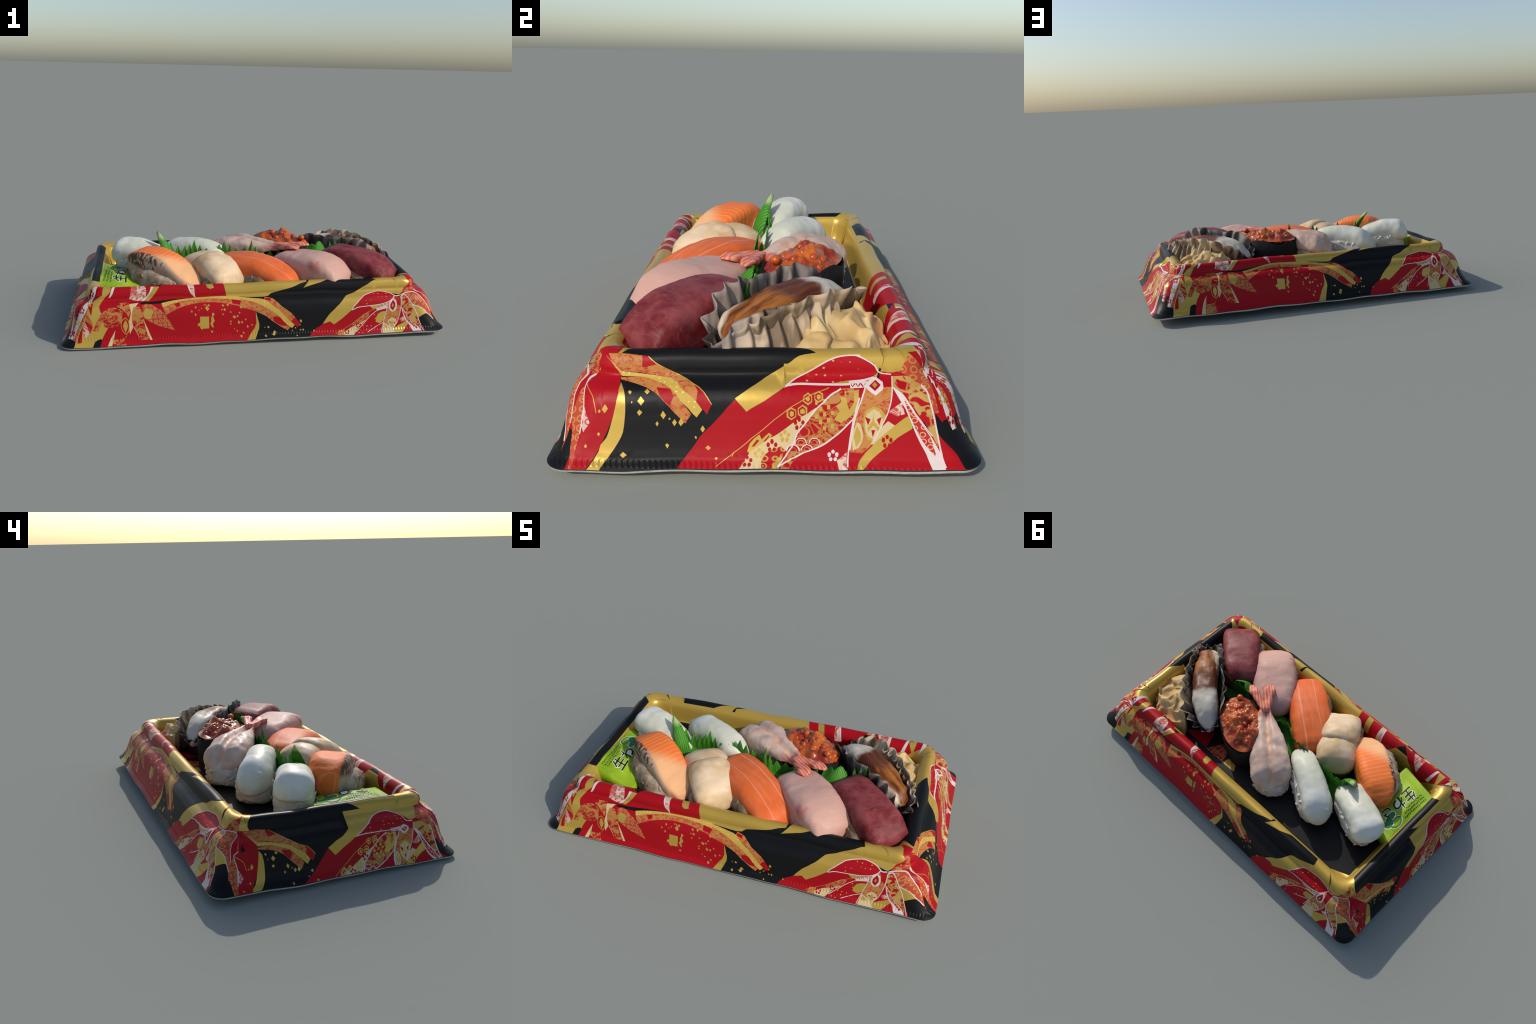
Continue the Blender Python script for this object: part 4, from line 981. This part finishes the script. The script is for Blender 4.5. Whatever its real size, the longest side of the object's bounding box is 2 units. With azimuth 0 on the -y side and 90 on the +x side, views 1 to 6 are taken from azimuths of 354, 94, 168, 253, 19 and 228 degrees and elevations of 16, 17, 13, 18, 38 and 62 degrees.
def build_back_row():
    sq = squid_material()
    # squid nearest the sachet
    a, b = (-.42, -.03), (-.74, .085)
    nigiri("squid_nigiri", "thick glossy white squid slice on rice", "squid_slice", a, b,
           [(-.395, -.045, .300, .24, .062, .056, 0), (-.448, -.030, .340, .24, .086, .074, 0), (-.530, -.004, .374, .245, .090, .078, 0), (-.620, .030, .396, .252, .092, .082, 0), (-.695, .060, .388, .255, .090, .084, 0), (-.742, .080, .345, .255, .076, .074, 0)],
           [(-.42, -.04, .28, Z0, .085, .078, 0), (-.55, .005, .325, Z0, .094, .084, 0), (-.66, .045, .335, Z0, .092, .084, 0), (-.722, .070, .30, Z0, .070, .068, 0)],
           sq, 6.1, cap=(.30, .20), eu=.84, amp=.006, grains=45, where=lambda c: c[:, 2] < .30)
    # squid beside the shrimp
    a, b = (-.11, .01), (-.48, .19)
    root, M = nigiri("squid_nigiri", "narrow glossy white squid slice on rice", "squid_slice", a, b,
           [(-.085, -.012, .300, .24, .045, .042, 0), (-.142, .010, .348, .25, .070, .060, 0), (-.248, .060, .380, .240, .080, .068, 0), (-.348, .110, .380, .235, .082, .070, 0), (-.425, .155, .348, .22, .080, .076, 0), (-.480, .195, .280, .205, .058, .060, 0)],
           [(-.14, .01, .28, Z0, .085, .08, 0), (-.28, .08, .32, Z0, .094, .086, 0), (-.40, .145, .30, Z0, .09, .082, 0), (-.462, .185, .25, Z0, .065, .060, 0)],
           sq, 7.7, cap=(.28, .22), eu=.84, amp=.006, grains=60)
    V, F = loft([(-.415, .140, .345, .29, .03, .03, 0), (-.450, .132, .335, .285, .026, .026, 0), (-.482, .124, .320, .300, .008, .008, 0)], n=24, m=24, cap0=.3, cap1=.3)
    topping("squid_corner", root, M, V, F, sq, .003, 12, 3)
    # shrimp
    a, b = (.16, -.005), (-.15, .225)
    sm = shrimp_material()
    M = frame(b, a)
    M = frame(a, b)
    root = thing("shrimp_nigiri", "split pale shrimp with a red tail on rice", "sushi", M)
    rice_bed(root, M, [(.06, .05, .30, Z0, .06, .06, 0), (-.01, .115, .325, Z0, .088, .088, 0), (-.10, .185, .325, Z0, .105, .105, 0), (-.185, .250, .275, Z0, .085, .085, 0)], 8.3, 170)
    V, F = loft([(.200, -.045, .378, .340, .026, .026, 0), (.165, -.012, .376, .325, .040, .040, 0), (.105, .036, .374, .305, .070, .066, 0), (.030, .095, .380, .28, .094, .088, 0), (-.060, .160, .378, .265, .106, .100, 0), (-.125, .210, .354, .25, .104, .100, 0), (-.168, .246, .290, .235, .086, .082, 0)],
                n=80, m=72, cap0=.1, cap1=.2, eu=.72, groove=(.026, .016))
    topping("shrimp_body", root, M, V, F, sm, .011, 10, 2.2)
    for tip, mid, w in (((.345, -.058), (.258, -.034), .028), ((.268, -.148), (.222, -.080), .034)):
        V, F = loft([(.165, -.012, .380, .345, .022, .022, 0), (*mid, .384, .352, w * .72, w * .72, 0), ((mid[0] + tip[0]) / 2, (mid[1] + tip[1]) / 2, .388, .366, w, w, 0), (*tip, .382, .368, w * .6, w * .6, 0)], n=30, m=28, cap0=.1, cap1=.25, groove=(.004, .006))
        topping("tail_fin", root, M, V, F, sm, .005, 20, 7 + w)
    # salmon roe in a seaweed collar
    c, d = np.array((.200, .135)), np.array((-.88, .475))
    lat = np.array((-d[1], d[0]))
    M = frame(c - d * .1, c + d * .1)
    root = thing("salmon_roe_roll", "seaweed collar heaped with orange salmon roe", "sushi", M)
    th = np.linspace(0, 2 * np.pi, 96, endpoint=False)
    nori = nori_material()
    def oval(hl, hw, z, k=.8):
        cx, sx = np.cos(th), np.sin(th)
        e = np.sign(cx) * np.abs(cx) ** k * hl
        f = np.sign(sx) * np.abs(sx) ** k * hw
        p = c + e[:, None] * d + f[:, None] * lat
        return np.column_stack([p, np.full(96, z)])
    rings = [oval(.178, .108, Z0), oval(.182, .112, .24), oval(.182, .113, .29)]
    edge = .344 + .010 * np.sin(3 * th + 1) + .006 * np.sin(7 * th)
    r = oval(.180, .112, 0); r[:, 2] = edge; rings.append(r)
    r = oval(.172, .104, 0); r[:, 2] = edge + .001; rings.append(r)
    rings += [oval(.170, .102, .30), oval(.02, .02, .295)]
    V = roughen(np.vstack(rings), [f for f in grid_faces(7, 96)], .003, 20, 3, 4.)
    add_mesh("seaweed_collar", V, [f[::-1] for f in grid_faces(7, 96)][:], [nori.m], parent=root, matrix=M)
    jel = jelly_material()
    rr, nr = np.linspace(0, 1, 22), 96
    V = []
    for q in rr:
        p = oval(.176 * q + .001, .108 * q + .001, 0, .9)
        h = .350 + .040 * (1 - q ** 2.6)
        p[:, 2] = h + np.array([.040 * (1 - q ** 4) * fbm((a, b, .2), 15, 3, 3.) for a, b in p[:, :2]])
        V.append(p)
    add_mesh("roe_jelly", np.vstack(V), [f[::-1] for f in grid_faces(22, 96)], [jel.m], parent=root, matrix=M)
    bm = bmesh.new(); bmesh.ops.create_uvsphere(bm, u_segments=20, v_segments=12, radius=.0160)
    me = bpy.data.meshes.new("roe"); bm.to_mesh(me); bm.free()
    me.polygons.foreach_set("use_smooth", np.full(len(me.polygons), True)); me.materials.append(roe_material().m)
    rng = np.random.default_rng(11)
    placed = []
    for _ in range(3000):
        if len(placed) >= 76: break
        q, t = math.sqrt(rng.uniform(0, 1)), rng.uniform(0, 2 * math.pi)
        p = c + d * math.cos(t) * q * .165 + lat * math.sin(t) * q * .098
        z = .338 + .040 * (1 - q ** 2.6) + .040 * (1 - q ** 4) * fbm((*p, .2), 15, 3, 3.) + rng.uniform(-.010, .006)
        if all((p[0] - a) ** 2 + (p[1] - b) ** 2 + (z - e) ** 2 > .0235 ** 2 for a, b, e in placed):
            placed.append((*p, z))
    placed.append((.315, .045, .390))
    for p in placed:
        o = bpy.data.objects.new("roe", me)
        SCENE.objects.link(o)
        s = rng.uniform(.82, 1.15)
        o.matrix_world = Matrix.Translation(p) @ Matrix.Rotation(rng.uniform(0, 6), 4, "Z") @ Matrix.Diagonal((s, s * rng.uniform(.9, 1.05), s * .95, 1))
        adopt(o, root)

# ------------------------------------------------------------------ eel in a fluted cup, ginger
def build_cup():
    c, d = np.array((.552, .092)), np.array((-.742, .670))
    lat = np.array((.670, .742))                       # towards the ginger
    M = Matrix(((d[0], -lat[0], 0, c[0]), (d[1], -lat[1], 0, c[1]), (0, 0, 1, 0), (0, 0, 0, 1)))
    root = thing("grilled_eel_cup", "grilled eel slice in a fluted grey paper cup", "side dish", M)
    flutes, N = 23, 23 * 20
    th = np.linspace(0, 2 * np.pi, N, endpoint=False)
    cs, sn = np.cos(th), np.sin(th)
    rim = .364 - .090 * np.clip(cs, 0, 1) ** 4 - .085 * np.clip(-cs, 0, 1) ** 5 + .020 * np.clip(sn, 0, 1) * (1 + .9 * cs) + .042 * np.clip(-sn, 0, 1) * (1 - cs * .3) + .008 * np.sin(5 * th)
    tri = lambda x: np.sin(x) * (.92 + .08 * np.sin(x) ** 2)
    def wall_rings(off):
        rings = []
        for f in np.linspace(0, 1, 14):
            hl, hw = .205 + .083 * f + off, .066 + .030 * f ** .8 + off
            wander = .9 * np.sin(3 * th) + .7 * np.sin(2 * th + 1) + .5 * np.sin(7 * th + 2)
            phase = flutes * th + wander + .5 * math.sin(3 * f) * np.sin(4 * th)
            x, y = hl * np.sign(cs) * np.abs(cs) ** .9, hw * np.sign(sn) * np.abs(sn) ** .75
            nx, ny = cs * hw, sn * hl
            ln = np.hypot(nx, ny) + 1e-9
            a = (.002 + .0115 * f) * tri(phase) * (.75 + .35 * np.sin(2 * th + .4) + .25 * np.sin(9 * th))
            y = y + .046 * f * f * np.clip(sn, 0, 1) ** .8 * (.55 + .45 * np.tanh(2.5 * cs)) - .034 * f * f * np.clip(-sn, 0, 1) * np.clip(cs + .15, 0, 1)       # the walls lean out
            z = .168 + f * (rim + .004 * np.sin(phase + 1.2) * f - .168)
            p = c + (x + a * nx / ln)[:, None] * d + (y + a * ny / ln)[:, None] * lat
            rings.append(np.column_stack([p, z]))
        return rings
    R = wall_rings(0) + wall_rings(-.0035)[::-1]
    base = R[-1].mean(0)
    R.append((R[-1] - base) * .05 + base)
    V = np.vstack(R)
    V = V + np.array([(fbm(p, 11, 2, 1.) * .012 * min(1, max(0, (p[2] - .22) / .1)), fbm(p, 11, 2, 4.) * .012 * min(1, max(0, (p[2] - .22) / .1)), 0) for p in V])
    F = grid_faces(len(R), N)
    o = add_mesh("paper_cup", V, F, [cup_material().m], parent=root, matrix=M)
    fix_normals(o)
    # the end wall's paper is folded over and spreads down to the end of the tray in broad pleats
    n, m = 150, 26
    A = np.linspace(-.285, .100, n)
    sheet = []
    for off in (.002, -.0015):
        for v in np.linspace(0, 1, m):
            top_lat = .066 + .058 * np.clip((A + .26) / .28, 0, 1)
            pleat = np.sin(2 * np.pi * A * 21 + 1.2 * np.sin(9 * A) + .8 * v)
            la = top_lat - .022 + (.112 - .05 * np.clip((-A - .2) / .08, 0, 1)) * v ** 1.15 + .009 * pleat
            zz = .368 - .06 * np.clip((-A - .17) / .12, 0, 1) ** 1.5 - .185 * v ** .9 + .008 * pleat * (.4 + .6 * v) + off - .012 * np.clip(A / .1, 0, 1) * v
            dd = A * (1 + .10 * v)
            p = c + dd[:, None] * d + la[:, None] * lat
            sheet.append(np.column_stack([p, np.maximum(zz, .166 + off)]))
    V = np.vstack(sheet)
    V = V + np.array([(fbm(p, 10, 2, 2.) * .010, fbm(p, 10, 2, 5.) * .010, fbm(p, 12, 2, 7.) * .006) for p in V])
    F = grid_faces(m, n, False)
    F = F + [[q + n * m for q in f[::-1]] for f in F]
    bd = [i * n for i in range(m)] + [(m - 1) * n + j for j in range(1, n)] + [i * n + n - 1 for i in range(m - 2, -1, -1)] + [j for j in range(n - 2, 0, -1)]
    F += [[bd[i], bd[(i + 1) % len(bd)], bd[(i + 1) % len(bd)] + n * m, bd[i] + n * m] for i in range(len(bd))]
    fix_normals(add_mesh("paper_fan", V, F, [o.data.materials[0]], parent=root, matrix=M))
    P = lambda x, y, zt, zb, wl, wr, roll=0: (*(c + d * x + lat * y), zt, zb, wl, wr, roll)
    # travel runs along d, so left of travel is the tuna side
    V, F = loft([P(-.245, -.014, .316, .26, .050, .050), P(-.18, -.002, .356, .26, .064, .062), P(-.06, .006, .382, .27, .070, .066, 3), P(.06, .010, .385, .265, .072, .068, 2), P(.15, .004, .372, .25, .070, .062, 0), P(.225, -.008, .338, .23, .056, .050, 0), P(.280, -.012, .275, .21, .032, .030, 0)], n=60, m=48, cap0=.1, cap1=.16, eu=.66, el=.95, zfrac=.5)
    V = roughen(V, F, .009, 13, 3, 6.)
    add_mesh("eel_slice", V, F, [eel_material().m], parent=root, matrix=M)

def fix_normals(o):
    bm = bmesh.new(); bm.from_mesh(o.data)
    bmesh.ops.recalc_face_normals(bm, faces=bm.faces)
    bm.to_mesh(o.data); bm.free()

def build_ginger():
    M = Matrix.Translation((.55, .12, 0)) @ Matrix.Rotation(math.radians(3), 4, "Z")
    root = thing("pickled_ginger", "heap of folded pale yellow pickled ginger slices", "garnish", M)
    mat = ginger_material()
    # one soft pile of folds running down from the cup to the corner of the tray
    dv, lv = np.array((-.742, .670)), np.array((.670, .742))
    n, m = 110, 70
    A, B = np.meshgrid(np.linspace(-.12, .27, n), np.linspace(0, 1, m), indexing="ij")
    ctr = np.array((.640, .190))
    X, Y, Z = np.zeros_like(A), np.zeros_like(A), np.zeros_like(A)
    for i in range(n):
        for j in range(m):
            a, b = A[i, j], B[i, j]
            t = (a + .12) / .39
            end = max(0., 1 - abs(2 * t - 1) ** 4)
            width = (.040 + .145 * math.sin(math.pi * min(1, t * 1.05 + .05)) ** .7)
            p = ctr + dv * a + lv * (b * width - .01)
            w = fbm((p[0], p[1], .1), 7, 2, 4.)
            fold = .5 + .5 * math.sin(2 * math.pi * (a * 9 + 1.5 * w + .8 * b))
            cross = 1 - abs(math.sin(math.pi * (b * 1.6 + a * 4 + 1.5 * fbm((p[0], p[1], .6), 8, 2, 8.))))
            hgt = (.160 - .085 * b ** 1.4) * end ** .5 * (.80 + .2 * math.sin(math.pi * t))
            X[i, j] = p[0] + .020 * fbm((p[0], p[1], .9), 16, 2, 1.) ; Y[i, j] = p[1] + .020 * fbm((p[0], p[1], .3), 16, 2, 6.)
            Z[i, j] = .166 + max(0., hgt + (.022 * (fold - .5) + .034 * (cross ** 1.2 - .5)) * end)
    for _ in range(4):                                        # limp slices: round every fold off
        q = np.pad(Z, 1, mode="edge")
        Z = (q[:-2, 1:-1] + q[2:, 1:-1] + q[1:-1, :-2] + q[1:-1, 2:] + 2 * Z) / 6
    top = np.stack([X, Y, Z], -1).reshape(-1, 3)
    bot = top.copy(); bot[:, 2] = .160
    V = np.vstack([top, bot])
    F = grid_faces(n, m, False)
    F = F + [[q + n * m for q in f[::-1]] for f in F]
    bd = [i * m for i in range(n)] + [(n - 1) * m + j for j in range(1, m)] + [i * m + m - 1 for i in range(n - 2, -1, -1)] + [j for j in range(m - 2, 0, -1)]
    F += [[bd[i], bd[(i + 1) % len(bd)], bd[(i + 1) % len(bd)] + n * m, bd[i] + n * m] for i in range(len(bd))]
    fix_normals(add_mesh("ginger_pile", V, F, [mat.m], parent=root, matrix=M))
    # slices folded over the pile
    folds = [([(.655, .195, .300), (.700, .183, .292), (.742, .165, .255), (.778, .150, .205)], .040, .030),
             ([(.700, .262, .262), (.735, .256, .258), (.765, .245, .232), (.785, .235, .200)], .046, .030),
             ([(.585, .300, .285), (.615, .318, .285), (.650, .335, .255), (.680, .350, .205)], .044, .030)]
    for k, (pts, w, h) in enumerate(folds):
        st = [(x, y, z, z - h, w * q, w * q * 1.1, 14 * math.sin(2.3 * k + i)) for i, ((x, y, z), q) in enumerate(zip(pts, (.55, .95, 1.05, .85)))]
        V, F = loft(st, n=44, m=40, cap0=.3, cap1=.3, eu=.9)
        V = roughen(V, F, .016, 12, 3, 3.1 + k)
        add_mesh("ginger_slice", V, F, [mat.m], parent=root, matrix=M)

# ------------------------------------------------------------------ plastic leaf and wasabi sachet
def build_leaf():
    path = catmull([(-.470, -.090), (-.440, -.035), (-.380, -.010), (-.290, -.012), (-.220, -.024), (-.120, -.022), (-.040, -.030), (.030, -.062), (.110, -.050), (.200, -.030), (.300, -.025), (.390, -.028), (.460, -.010), (.530, -.008), (.600, -.060)], 900)
    L = np.r_[0, np.cumsum(np.linalg.norm(np.diff(path, axis=0), axis=1))]
    M = Matrix.Translation((0, -.03, 0))
    root = thing("plastic_leaf_divider", "serrated green plastic grass strip standing between the rows", "decoration", M)
    # tooth tips: (position on x, height)
    peaks = [(-.425, .385, .022), (-.385, .365, .02), (-.345, .362, .018), (-.318, .372, .018), (-.294, .394, .022), (-.262, .368, .018), (-.225, .350, .016), (-.185, .352, .016), (-.155, .372, .022), (-.128, .384, .026), (-.095, .366, .02), (-.06, .350, .018), (-.02, .358, .02), (.015, .400, .020), (.048, .366, .018), (.085, .340, .02), (.13, .335, .02), (.18, .335, .02), (.23, .335, .02), (.28, .34, .02), (.33, .35, .02), (.375, .372, .024), (.400, .388, .03), (.43, .365, .02), (.47, .385, .016), (.50, .400, .015), (.527, .412, .015), (.553, .395, .014), (.58, .36, .014)]
    x = path[:, 0]
    h = np.full(len(x), .305)
    for px, pz, w in peaks:
        h = np.maximum(h, .305 + (pz - .305) * np.clip(1 - np.abs((x - px) / w), 0, 1) ** .8)
    t = np.gradient(path, axis=0); t /= np.linalg.norm(t, axis=1, keepdims=True)
    nrm = np.stack([-t[:, 1], t[:, 0]], 1)
    rows, V = 14, []
    for side in (1, -1):
        for f in np.linspace(0, 1, rows):
            z = .170 + f * (h - .170)
            lean = (.012 * np.sin(6 * x + 1) + .02 * np.clip((z - .34) / .1, 0, 1)) * f ** 2
            p = path + nrm * (lean + side * .0016)[:, None]
            V.append(np.column_stack([p, z]))
    n = len(x)
    V = np.vstack(V)
    F = grid_faces(rows, n, False)
    F = F + [[q + rows * n for q in f[::-1]] for f in F]
    top, off = (rows - 1) * n, rows * n
    F += [[top + i, top + i + 1, top + off + i + 1, top + off + i] for i in range(n - 1)]
    F += [[i + 1, i, off + i, off + i + 1] for i in range(n - 1)]
    F += [[r * n, (r + 1) * n, off + (r + 1) * n, off + r * n] for r in range(rows - 1)] + [[(r + 1) * n + n - 1, r * n + n - 1, off + r * n + n - 1, off + (r + 1) * n + n - 1] for r in range(rows - 1)]
    green = leaf_material()
    add_mesh("grass_strip", V, F, [green.m], parent=root, matrix=M)
    filler, k = [], 13  # low green sheet added to fill the deep gaps between the rows
    P2, N2 = path[::6], nrm[::6]
    for side in (1, -1):
        for q in np.linspace(-1, 1, k):
            p = P2 + N2 * (q * (.062 + .010 * np.sin(9 * P2[:, 0])))[:, None]
            filler.append(np.column_stack([p, .262 - .030 * abs(q) + .012 * np.sin(25 * P2[:, 0] + 2 * q) + side * .0015]))
    nf = len(P2)
    F = grid_faces(k, nf, False)
    F = F + [[q + k * nf for q in f[::-1]] for f in F]
    bd = [i * nf for i in range(k)] + [(k - 1) * nf + j for j in range(1, nf)] + [i * nf + nf - 1 for i in range(k - 2, -1, -1)] + [j for j in range(nf - 2, 0, -1)]
    F += [[bd[i], bd[(i + 1) % len(bd)], bd[(i + 1) % len(bd)] + k * nf, bd[i] + k * nf] for i in range(len(bd))]
    fix_normals(add_mesh("leaf_filler", np.vstack(filler), F, [green.m], parent=root, matrix=M))
    V = []
    cut = lambda u: .80 + .20 * abs(math.sin(9 * u + .6)) * (1 - .35 * u)
    for side in (1, -1):
        for i in range(49):
            u = i / 48
            for j in range(15):
                w = j / 14 * (cut(u) if u < .9 else .8)
                lo = np.array((.300 + .215 * u, -.130 - .005 * u, .235)); hi = np.array((.325 + .200 * u, -.020 + .012 * u, .352 + .046 * math.sin(math.pi * min(1, u * 1.5)) ** 2))
                V.append(lo + (hi - lo) * w + np.array((0, -.8, .6)) * (.014 * math.sin(math.pi * w) - side * .0015))
    V = np.array(V)
    n2 = 49 * 15
    F = grid_faces(49, 15, False)
    F = F + [[q + n2 for q in f[::-1]] for f in F]
    bd = [i * 15 for i in range(49)] + [48 * 15 + j for j in range(1, 15)] + [i * 15 + 14 for i in range(47, -1, -1)] + [j for j in range(13, 0, -1)]
    F += [[bd[i], bd[(i + 1) % len(bd)], bd[(i + 1) % len(bd)] + n2, bd[i] + n2] for i in range(len(bd))]
    fix_normals(add_mesh("leaf_blade", V, F, [green.m], parent=root, matrix=M))
    # the tall blade that stands out of the row
    spine = catmull([(-.405, -.090, .240), (-.418, -.082, .310), (-.436, -.068, .355), (-.458, -.050, .398), (-.480, -.034, .430), (-.494, -.023, .447)], 40)
    V = []
    for side in (1, -1):
        for k, p in enumerate(spine):
            f = k / 39
            w = .040 * (1 - max(0, (f - .35) / .65) ** 1.15) + .0006
            for e in np.linspace(-1, 1, 13):
                V.append(p + np.array((.74, .67, 0)) * e * w * (1 - .12 * abs(math.sin(20 * f)) * (abs(e) > .9)) + np.array((-.67, .74, 0)) * (.008 * e * e + side * .0016) + np.array((0, 0, -.012 * e * e)))
    V = np.array(V)
    n = 40 * 13
    F = grid_faces(40, 13, False)
    F = F + [[q + n for q in f[::-1]] for f in F]
    bd = [i * 13 for i in range(40)] + [39 * 13 + j for j in range(1, 13)] + [i * 13 + 12 for i in range(38, -1, -1)] + [j for j in range(11, 0, -1)]
    F += [[bd[i], bd[(i + 1) % len(bd)], bd[(i + 1) % len(bd)] + n, bd[i] + n] for i in range(len(bd))]
    fix_normals(add_mesh("leaf_blade", V, F, [green.m], parent=root, matrix=M))

def build_sachet():
    c00, c10, c11, c01 = (np.array(p) for p in ((-.788, -.350, .262), (-.548, -.405, .214), (-.548, -.030, .214), (-.788, .012, .258)))
    M = frame((-.79, -.17), (-.55, -.2), .2)
    root = thing("wasabi_sachet", "small lime green printed sachet of wasabi", "condiment packet", M)
    def at(a, b, lift=0.):
        """a across (0 wall, 1 food), b along (0 front, 1 back)"""
        a, b = np.asarray(a, float), np.asarray(b, float)
        p = ((1 - a) * (1 - b))[..., None] * c00 + (a * (1 - b))[..., None] * c10 + (a * b)[..., None] * c11 + ((1 - a) * b)[..., None] * c01
        ia, ib = np.clip(a, 0, 1), np.clip((b - .10) / .80, 0, 1)
        bulge = .022 * (np.sin(np.pi * ia) * np.sin(np.pi * ib)) ** .6
        wr = .003 * np.sin(22 * a + 6 * b) * np.sin(np.pi * ib)
        p = p.copy(); p[..., 2] += bulge + wr + lift
        return p
    n, m = 34, 50
    A, B = np.meshgrid(np.linspace(0, 1, n), np.linspace(0, 1, m), indexing="ij")
    topv = at(A, B).reshape(-1, 3)
    bot = at(A, B).reshape(-1, 3); base = (((1 - A) * (1 - B))[..., None] * c00 + (A * (1 - B))[..., None] * c10 + (A * B)[..., None] * c11 + ((1 - A) * B)[..., None] * c01).reshape(-1, 3)
    bot = base * 2 - bot; bot[:, 2] = .170; topv[:, 2] += .0008
    V = np.vstack([topv, bot])
    F = grid_faces(n, m, False)
    F2 = [[q + n * m for q in f[::-1]] for f in F]
    bd = [i * m for i in range(n)] + [(n - 1) * m + j for j in range(1, m)] + [i * m + m - 1 for i in range(n - 2, -1, -1)] + [j for j in range(m - 2, 0, -1)]
    S = [[bd[i], bd[(i + 1) % len(bd)], bd[(i + 1) % len(bd)] + n * m, bd[i] + n * m] for i in range(len(bd))]
    film = food_mat("lime_film", .25, .5)
    x, y, z = film.xyz()
    film.color(film.mix(film.step(film.noise(7, 3), .35, .65), (.21, .35, .012), (.34, .50, .022)))
    film.bump(film.math("ADD", film.math("MULTIPLY", film.wave(60, axis="Y"), .25), film.noise(14, 3)), .003, .4)
    o = add_mesh("sachet_film", V, F + F2 + S, [film.m], parent=root, matrix=M)
    bm = bmesh.new(); bm.from_mesh(o.data); bmesh.ops.recalc_face_normals(bm, faces=bm.faces); bm.to_mesh(o.data); bm.free()
    ink = food_mat("black_ink", .4).color((.010, .010, .009)); white = food_mat("white_ink", .4).color((.80, .82, .70))
    green = food_mat("leaf_ink", .35); green.color(green.mix(green.noise(16, 3), (.015, .13, .035), (.05, .26, .07)))
    def stamp(name, polys, mat, lift):
        vv, ff = [], []
        for a, b in polys:
            ff.append(list(range(len(vv), len(vv) + len(a))))
            vv += [p for p in at(np.array(a), np.array(b), lift)]
        add_mesh(name, vv, ff, [mat.m], parent=root, matrix=M, smooth=False)
    # lettering: built-in font, laid over the bulge
    def lettering(text, a0, b0, size, lift, mat, fatten, name):
        """Text read along -b ... its baseline direction runs along +a."""
        cu = bpy.data.curves.new(name, "FONT"); cu.body = text; cu.size = size; cu.offset = fatten; cu.align_x = "LEFT"; cu.resolution_u = 3
        ob = bpy.data.objects.new(name, cu); SCENE.objects.link(ob)
        me = bpy.data.meshes.new_from_object(ob.evaluated_get(bpy.context.evaluated_depsgraph_get()))
        bpy.data.objects.remove(ob); bpy.data.curves.remove(cu)
        if not len(me.vertices): return
        bm = bmesh.new(); bm.from_mesh(me); bpy.data.meshes.remove(me)
        bmesh.ops.triangulate(bm, faces=bm.faces[:])
        P = np.array([v.co[:2] for v in bm.verts]); FF = [[v.index for v in f.verts] for f in bm.faces]; bm.free()
        # text x axis -> +b (towards the back), text up -> -a (towards the wall)
        a = a0 - P[:, 1] / .25 - .03 * np.sin(P[:, 0] * 9); b = b0 + P[:, 0] / .37
        add_mesh(name, at(a, b, lift), FF, [mat.m], parent=root, matrix=M, smooth=False)
    word = "\u751f\u308f\u3055\u3073"
    lettering(word, .585, .165, .082, .0012, white, .0035, "word_outline")
    lettering(word, .585, .165, .082, .0024, ink, .0006, "word")
    rng = random.Random(4)
    def bar(a, b, ha, hb, t):
        ca, sa = math.cos(t), math.sin(t)
        q = [(-ha, -hb), (ha, -hb), (ha, hb), (-ha, hb)]
        return [a + (x * ca - y * sa) / .25 for x, y in q], [b + (x * sa + y * ca) / .37 for x, y in q]
    small = []
    for row, (a, n) in enumerate(((.13, 14), (.20, 13), (.265, 11))):          # illegible small print: broken strokes
        for k in range(n):
            b = .12 + k * .032
            for _ in range(4):
                small.append(bar(a + rng.uniform(-.018, .018), b + rng.uniform(-.008, .008), .0042, .0008, rng.choice((0, math.pi / 2, .5))))
    stamp("small_print", small, ink, .0016)
    def blob(a, b, ra, rb, n=22, heart=0.):
        t = np.linspace(0, 2 * math.pi, n, endpoint=False)
        r = 1 - heart * np.clip(np.cos(t), 0, 1) ** 6
        return a + ra * r * np.cos(t) / .25, b + rb * r * np.sin(t) / .37
    stamp("leaf_outline", [blob(.19, .70, .031, .043, heart=.3), blob(.36, .70, .024, .033, heart=.3), blob(.28, .80, .030, .034, heart=.3)], white, .0012)
    stamp("leaf_picture", [blob(.19, .70, .026, .038, heart=.3), blob(.36, .70, .019, .028, heart=.3), blob(.28, .80, .025, .029, heart=.3)], green, .0022)

build_front_row()
build_back_row()
build_cup()
build_ginger()
build_leaf()
build_sachet()
